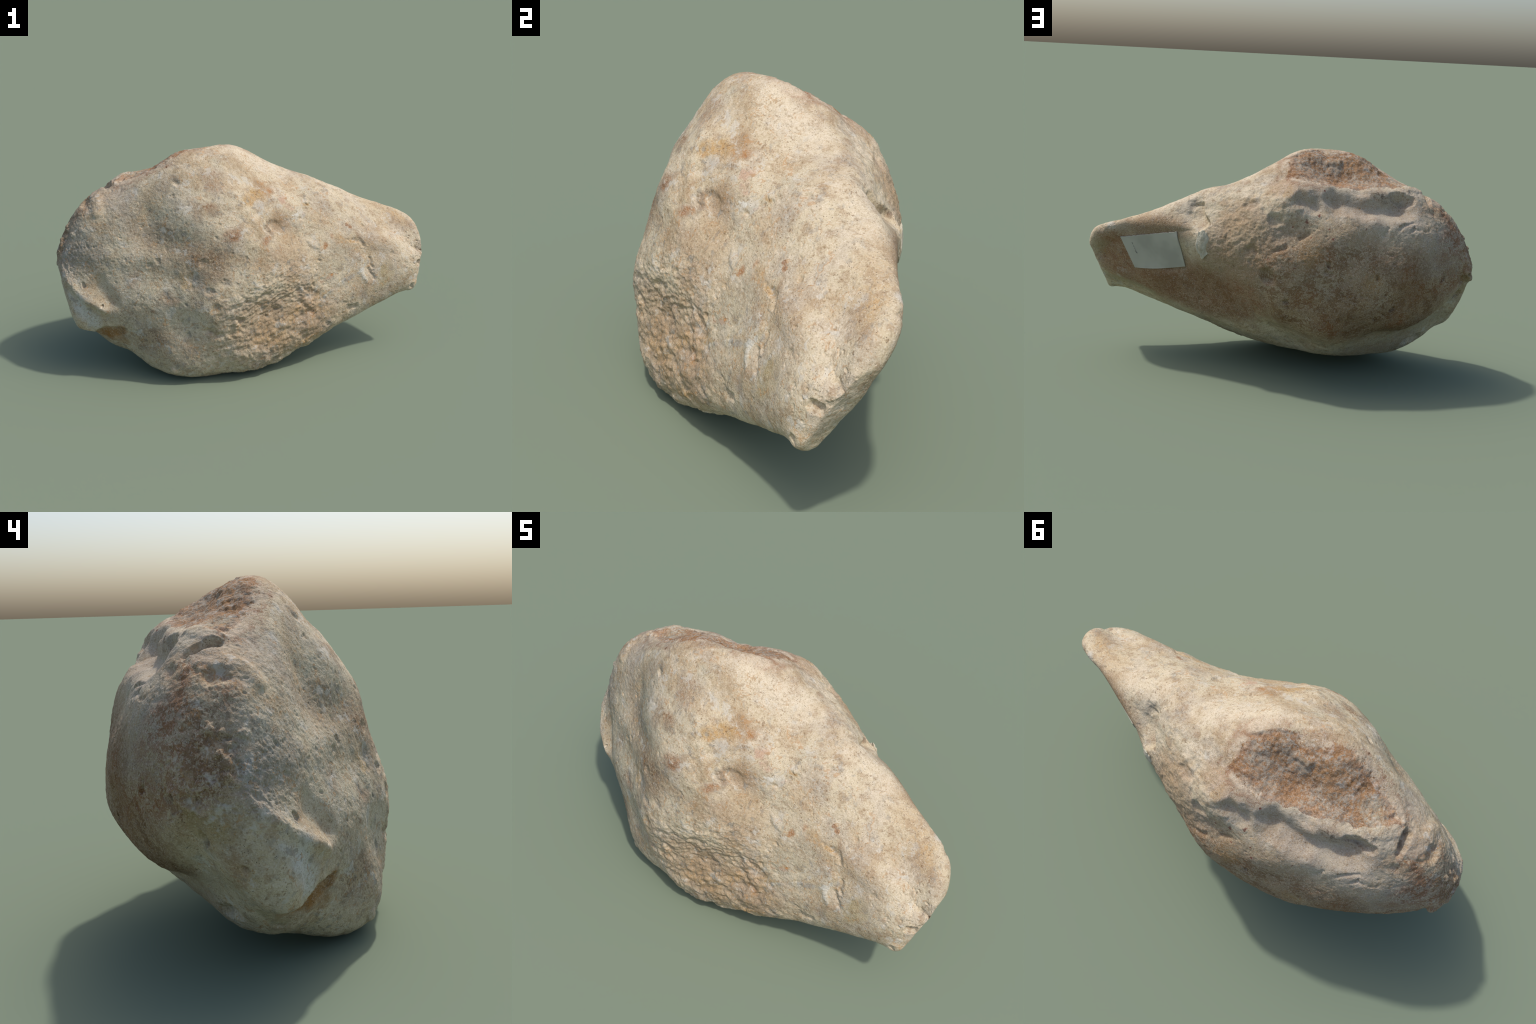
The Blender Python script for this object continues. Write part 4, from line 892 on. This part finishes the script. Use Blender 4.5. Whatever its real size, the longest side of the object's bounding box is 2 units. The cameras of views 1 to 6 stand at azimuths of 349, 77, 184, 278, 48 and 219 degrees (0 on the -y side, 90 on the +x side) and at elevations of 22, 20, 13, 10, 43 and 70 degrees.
def paper_material():
    m = Nodes("aged_paper")
    at = m.new("ShaderNodeTexCoord").outputs["Object"]
    colour = m.mix(srgb(180, 176, 162), srgb(164, 160, 147), m.ramp(m.noise(at, 7, 3), 0.4, 0.7))
    colour = m.mix(colour, srgb(150, 144, 132), m.ramp(m.noise(at, 60, 4, 0.7), 0.62, 0.75, 0, 0.5))
    return m.finish(colour, 0.8, m.noise(at, 220, 3), 0.2, 0.001)


def ink_material():
    m = Nodes("faded_ink")
    at = m.new("ShaderNodeTexCoord").outputs["Object"]
    return m.finish(m.mix(srgb(120, 116, 108), srgb(160, 156, 146), m.noise(at, 90, 2)), 0.85)


# ------------------------------------------------------------------ parts
def add_object(name, mesh, material, parent):
    obj = bpy.data.objects.new(name, mesh)
    bpy.context.scene.collection.objects.link(obj)
    if material:
        mesh.materials.append(material)
    obj.parent = parent
    return obj


def mesh_from(name, points, quads, tris):
    mesh = bpy.data.meshes.new(name)
    mesh.vertices.add(len(points))
    mesh.vertices.foreach_set("co", np.ascontiguousarray(points, np.float32).ravel())
    loops = np.concatenate([quads.ravel(), tris.ravel()]).astype(np.int32)
    starts = np.concatenate([np.arange(len(quads)) * 4, len(quads) * 4 + np.arange(len(tris)) * 3]).astype(np.int32)
    mesh.loops.add(len(loops))
    mesh.loops.foreach_set("vertex_index", loops)
    mesh.polygons.add(len(starts))
    mesh.polygons.foreach_set("loop_start", starts)
    mesh.update(calc_edges=True)
    mesh.polygons.foreach_set("use_smooth", np.ones(len(starts), bool))
    return mesh


def region(name, points, normals, quads, tris, q_in, t_in):
    q, t = quads[q_in], tris[t_in]
    used = np.unique(np.concatenate([q.ravel(), t.ravel()]))
    index = np.full(len(points), -1)
    index[used] = np.arange(len(used))
    mesh = mesh_from(name, points[used], index[q], index[t])
    mesh.normals_split_custom_set_from_vertices(normals[used].tolist())
    return mesh


def paper_sheet(surface, inset=0.0):
    """the label: a four-sided sheet laid on the stone, its lower edge a little bowed"""
    a, b, c, d = (np.array(v) for v in LABEL_CORNERS)
    out = np.linalg.svd(np.array(LABEL_CORNERS) - np.mean(LABEL_CORNERS, 0))[2][2]
    out *= np.sign(out[1])
    nu, nv, rows = 48, 32, []
    ragged = np.random.default_rng(5)
    top = ragged.normal(0, 0.006, nu + 1)
    for j in range(nv + 1):
        v = j / nv
        for i in range(nu + 1):
            u = i / nu
            w = v + (1 - v) ** 6 * top[i] + 0.04 * math.sin(math.pi * u) * v
            p = (a * (1 - u) + b * u) * (1 - w) + (d * (1 - u) + c * u) * w
            hit = surface.ray_cast(Vector(p + out * 0.3), Vector(-out))[0]
            rows.append(p + out * max(-0.004, (np.array(hit) - p) @ out) if hit else p)
    grid = np.array(rows).reshape(nv + 1, nu + 1, 3)
    for _ in range(60):                                   # paper bends but does not follow every grain
        grid[1:-1, 1:-1] = (grid[:-2, 1:-1] + grid[2:, 1:-1] + grid[1:-1, :-2] + grid[1:-1, 2:]) / 4
    for j in range(nv + 1):
        for i in range(nu + 1):
            hit = surface.ray_cast(Vector(grid[j, i] + out * 0.1), Vector(-out))[0]
            if hit:
                grid[j, i] += out * max(0.0, (np.array(hit) - grid[j, i]) @ out + 0.001)
    return grid, out


def build():
    smooth_p, p, quads, tris, n, face = build_body()
    p[:, 2] = np.where(p[:, 2] < 0.006, 0.006 + 0.25 * (p[:, 2] - 0.006), p[:, 2])   # it rests on its worn underside
    p[:, 2] = np.maximum(p[:, 2], 0)
    vn = normals_of(p, quads, tris)
    stone = bpy.data.objects.new("limestone_cobble", None)
    bpy.context.scene.collection.objects.link(stone)
    stone["label"] = "pointed cream limestone cobble with rusty broken face and small paper label"
    stone["category"] = "rock"
    group = stain_group()
    which = part_of(p, face)
    zones = (np.floor((p[:, 0] + 1.05) / 0.3) * 3 + np.digitize(p[:, 2], (0.42, 0.72))).astype(int)
    for k, name in enumerate(PARTS):
        mesh = region(name, p, vn, quads, tris, which[quads[:, 0]] == k, which[tris[:, 1]] == k)
        obj = add_object(name, mesh, None, stone)
        # the same stone throughout; each stretch of it carries only the stains that reach it, to keep shading quick
        zone = zones[quads[which[quads[:, 0]] == k, 0]]
        zone = np.concatenate([zone, zones[tris[which[tris[:, 1]] == k, 1]]])
        slot = np.zeros(len(zone), np.int32)
        for number, z in enumerate(np.unique(zone)):
            slot[zone == z] = number
            mesh.materials.append(stone_material(group, p[(which == k) & (zones == z)], name == "fracture_face"))
        mesh.polygons.foreach_set("material_index", slot)

    # coarse copy of the finished surface for laying things on it
    surface = BVHTree.FromPolygons(p.tolist(), quads[p[quads[:, 0], 1] > 0.05].tolist())

    grid, out = paper_sheet(surface)
    lift = 0.0055
    nv, nu = grid.shape[0] - 1, grid.shape[1] - 1
    bm = bmesh.new()
    vs = [[bm.verts.new(g + out * lift) for g in row] for row in grid]
    for j in range(nv):
        for i in range(nu):
            bm.faces.new((vs[j][i], vs[j + 1][i], vs[j + 1][i + 1], vs[j][i + 1]))
    bm.normal_update()
    mesh = bpy.data.meshes.new("paper_label")
    bm.to_mesh(mesh)
    bm.free()
    if sum(f.normal.dot(Vector(out)) for f in mesh.polygons) < 0:
        mesh.flip_normals()
    sheet = add_object("paper_label", mesh, paper_material(), stone)
    thick = sheet.modifiers.new("thickness", "SOLIDIFY")
    thick.thickness, thick.offset = 0.005, -1.0

    # faint ink strokes at the left of the label
    ink = ink_material()
    strokes = bmesh.new()
    for u, v, wide, tall, lean in ((0.185, 0.24, 0.004, 0.055, 0.1), (0.185, 0.33, 0.004, 0.03, 0.3), (0.180, 0.40, 0.005, 0.02, 0.4),
                                   (0.176, 0.45, 0.004, 0.03, 0.5), (0.172, 0.51, 0.008, 0.05, 0.5)):
        i, j = u * nu, v * nv
        at = grid[int(j), int(i)] + out * (lift + 0.0006)
        across = grid[int(j), int(i) + 1] - grid[int(j), int(i)]
        across /= np.linalg.norm(across)
        down = grid[int(j) + 1, int(i)] - grid[int(j), int(i)]
        down /= np.linalg.norm(down)
        down = down + across * lean * 0.6
        w, t = 0.0012 * wide / 0.004, 0.11 * tall
        corner = [at + across * sx * w + down * sy * t + out * h for h in (0.0012, -0.001) for sx, sy in ((-1, -1), (1, -1), (1, 1), (-1, 1))]
        c = [strokes.verts.new(v) for v in corner]
        for f in ((0, 1, 2, 3), (7, 6, 5, 4), (0, 4, 5, 1), (1, 5, 6, 2), (2, 6, 7, 3), (3, 7, 4, 0)):
            strokes.faces.new([c[k] for k in f])
    bmesh.ops.recalc_face_normals(strokes, faces=strokes.faces)
    mesh = bpy.data.meshes.new("ink_stroke")
    strokes.to_mesh(mesh)
    strokes.free()
    marks = add_object("ink_stroke", mesh, ink, sheet)
    marks["kind"] = "stuff"

    # chalky nodule: a lumpy drop half sunk in the stone
    top, foot = (np.array(v) for v in NODULE_AXIS)
    bm = bmesh.new()
    bmesh.ops.create_icosphere(bm, subdivisions=6, radius=1.0)
    axis = (foot - top) / np.linalg.norm(foot - top)
    outward = np.array([0.25, 0.95, 0.15])
    outward -= axis * (outward @ axis)
    outward /= np.linalg.norm(outward)
    side = np.cross(axis, outward)
    co = np.array([v.co[:] for v in bm.verts])
    half = np.linalg.norm(foot - top) / 2
    lump = 1 + 0.22 * fbm(co, 1.4, 2, 80)
    along = co[:, 0:1] * (half * 1.55)
    width = 0.034 * (1 - 0.25 * np.clip(co[:, 0:1], 0, 1))
    q = (top + foot) / 2 + (along * axis + co[:, 1:2] * width * side + co[:, 2:3] * 0.011 * outward) * lump[:, None]
    for v, c in zip(bm.verts, q):
        v.co = c
    for f in bm.faces:
        f.smooth = True
    mesh = bpy.data.meshes.new("chalk_nodule")
    bm.to_mesh(mesh)
    bm.free()
    add_object("chalk_nodule", mesh, nodule_material(), stone)


build()
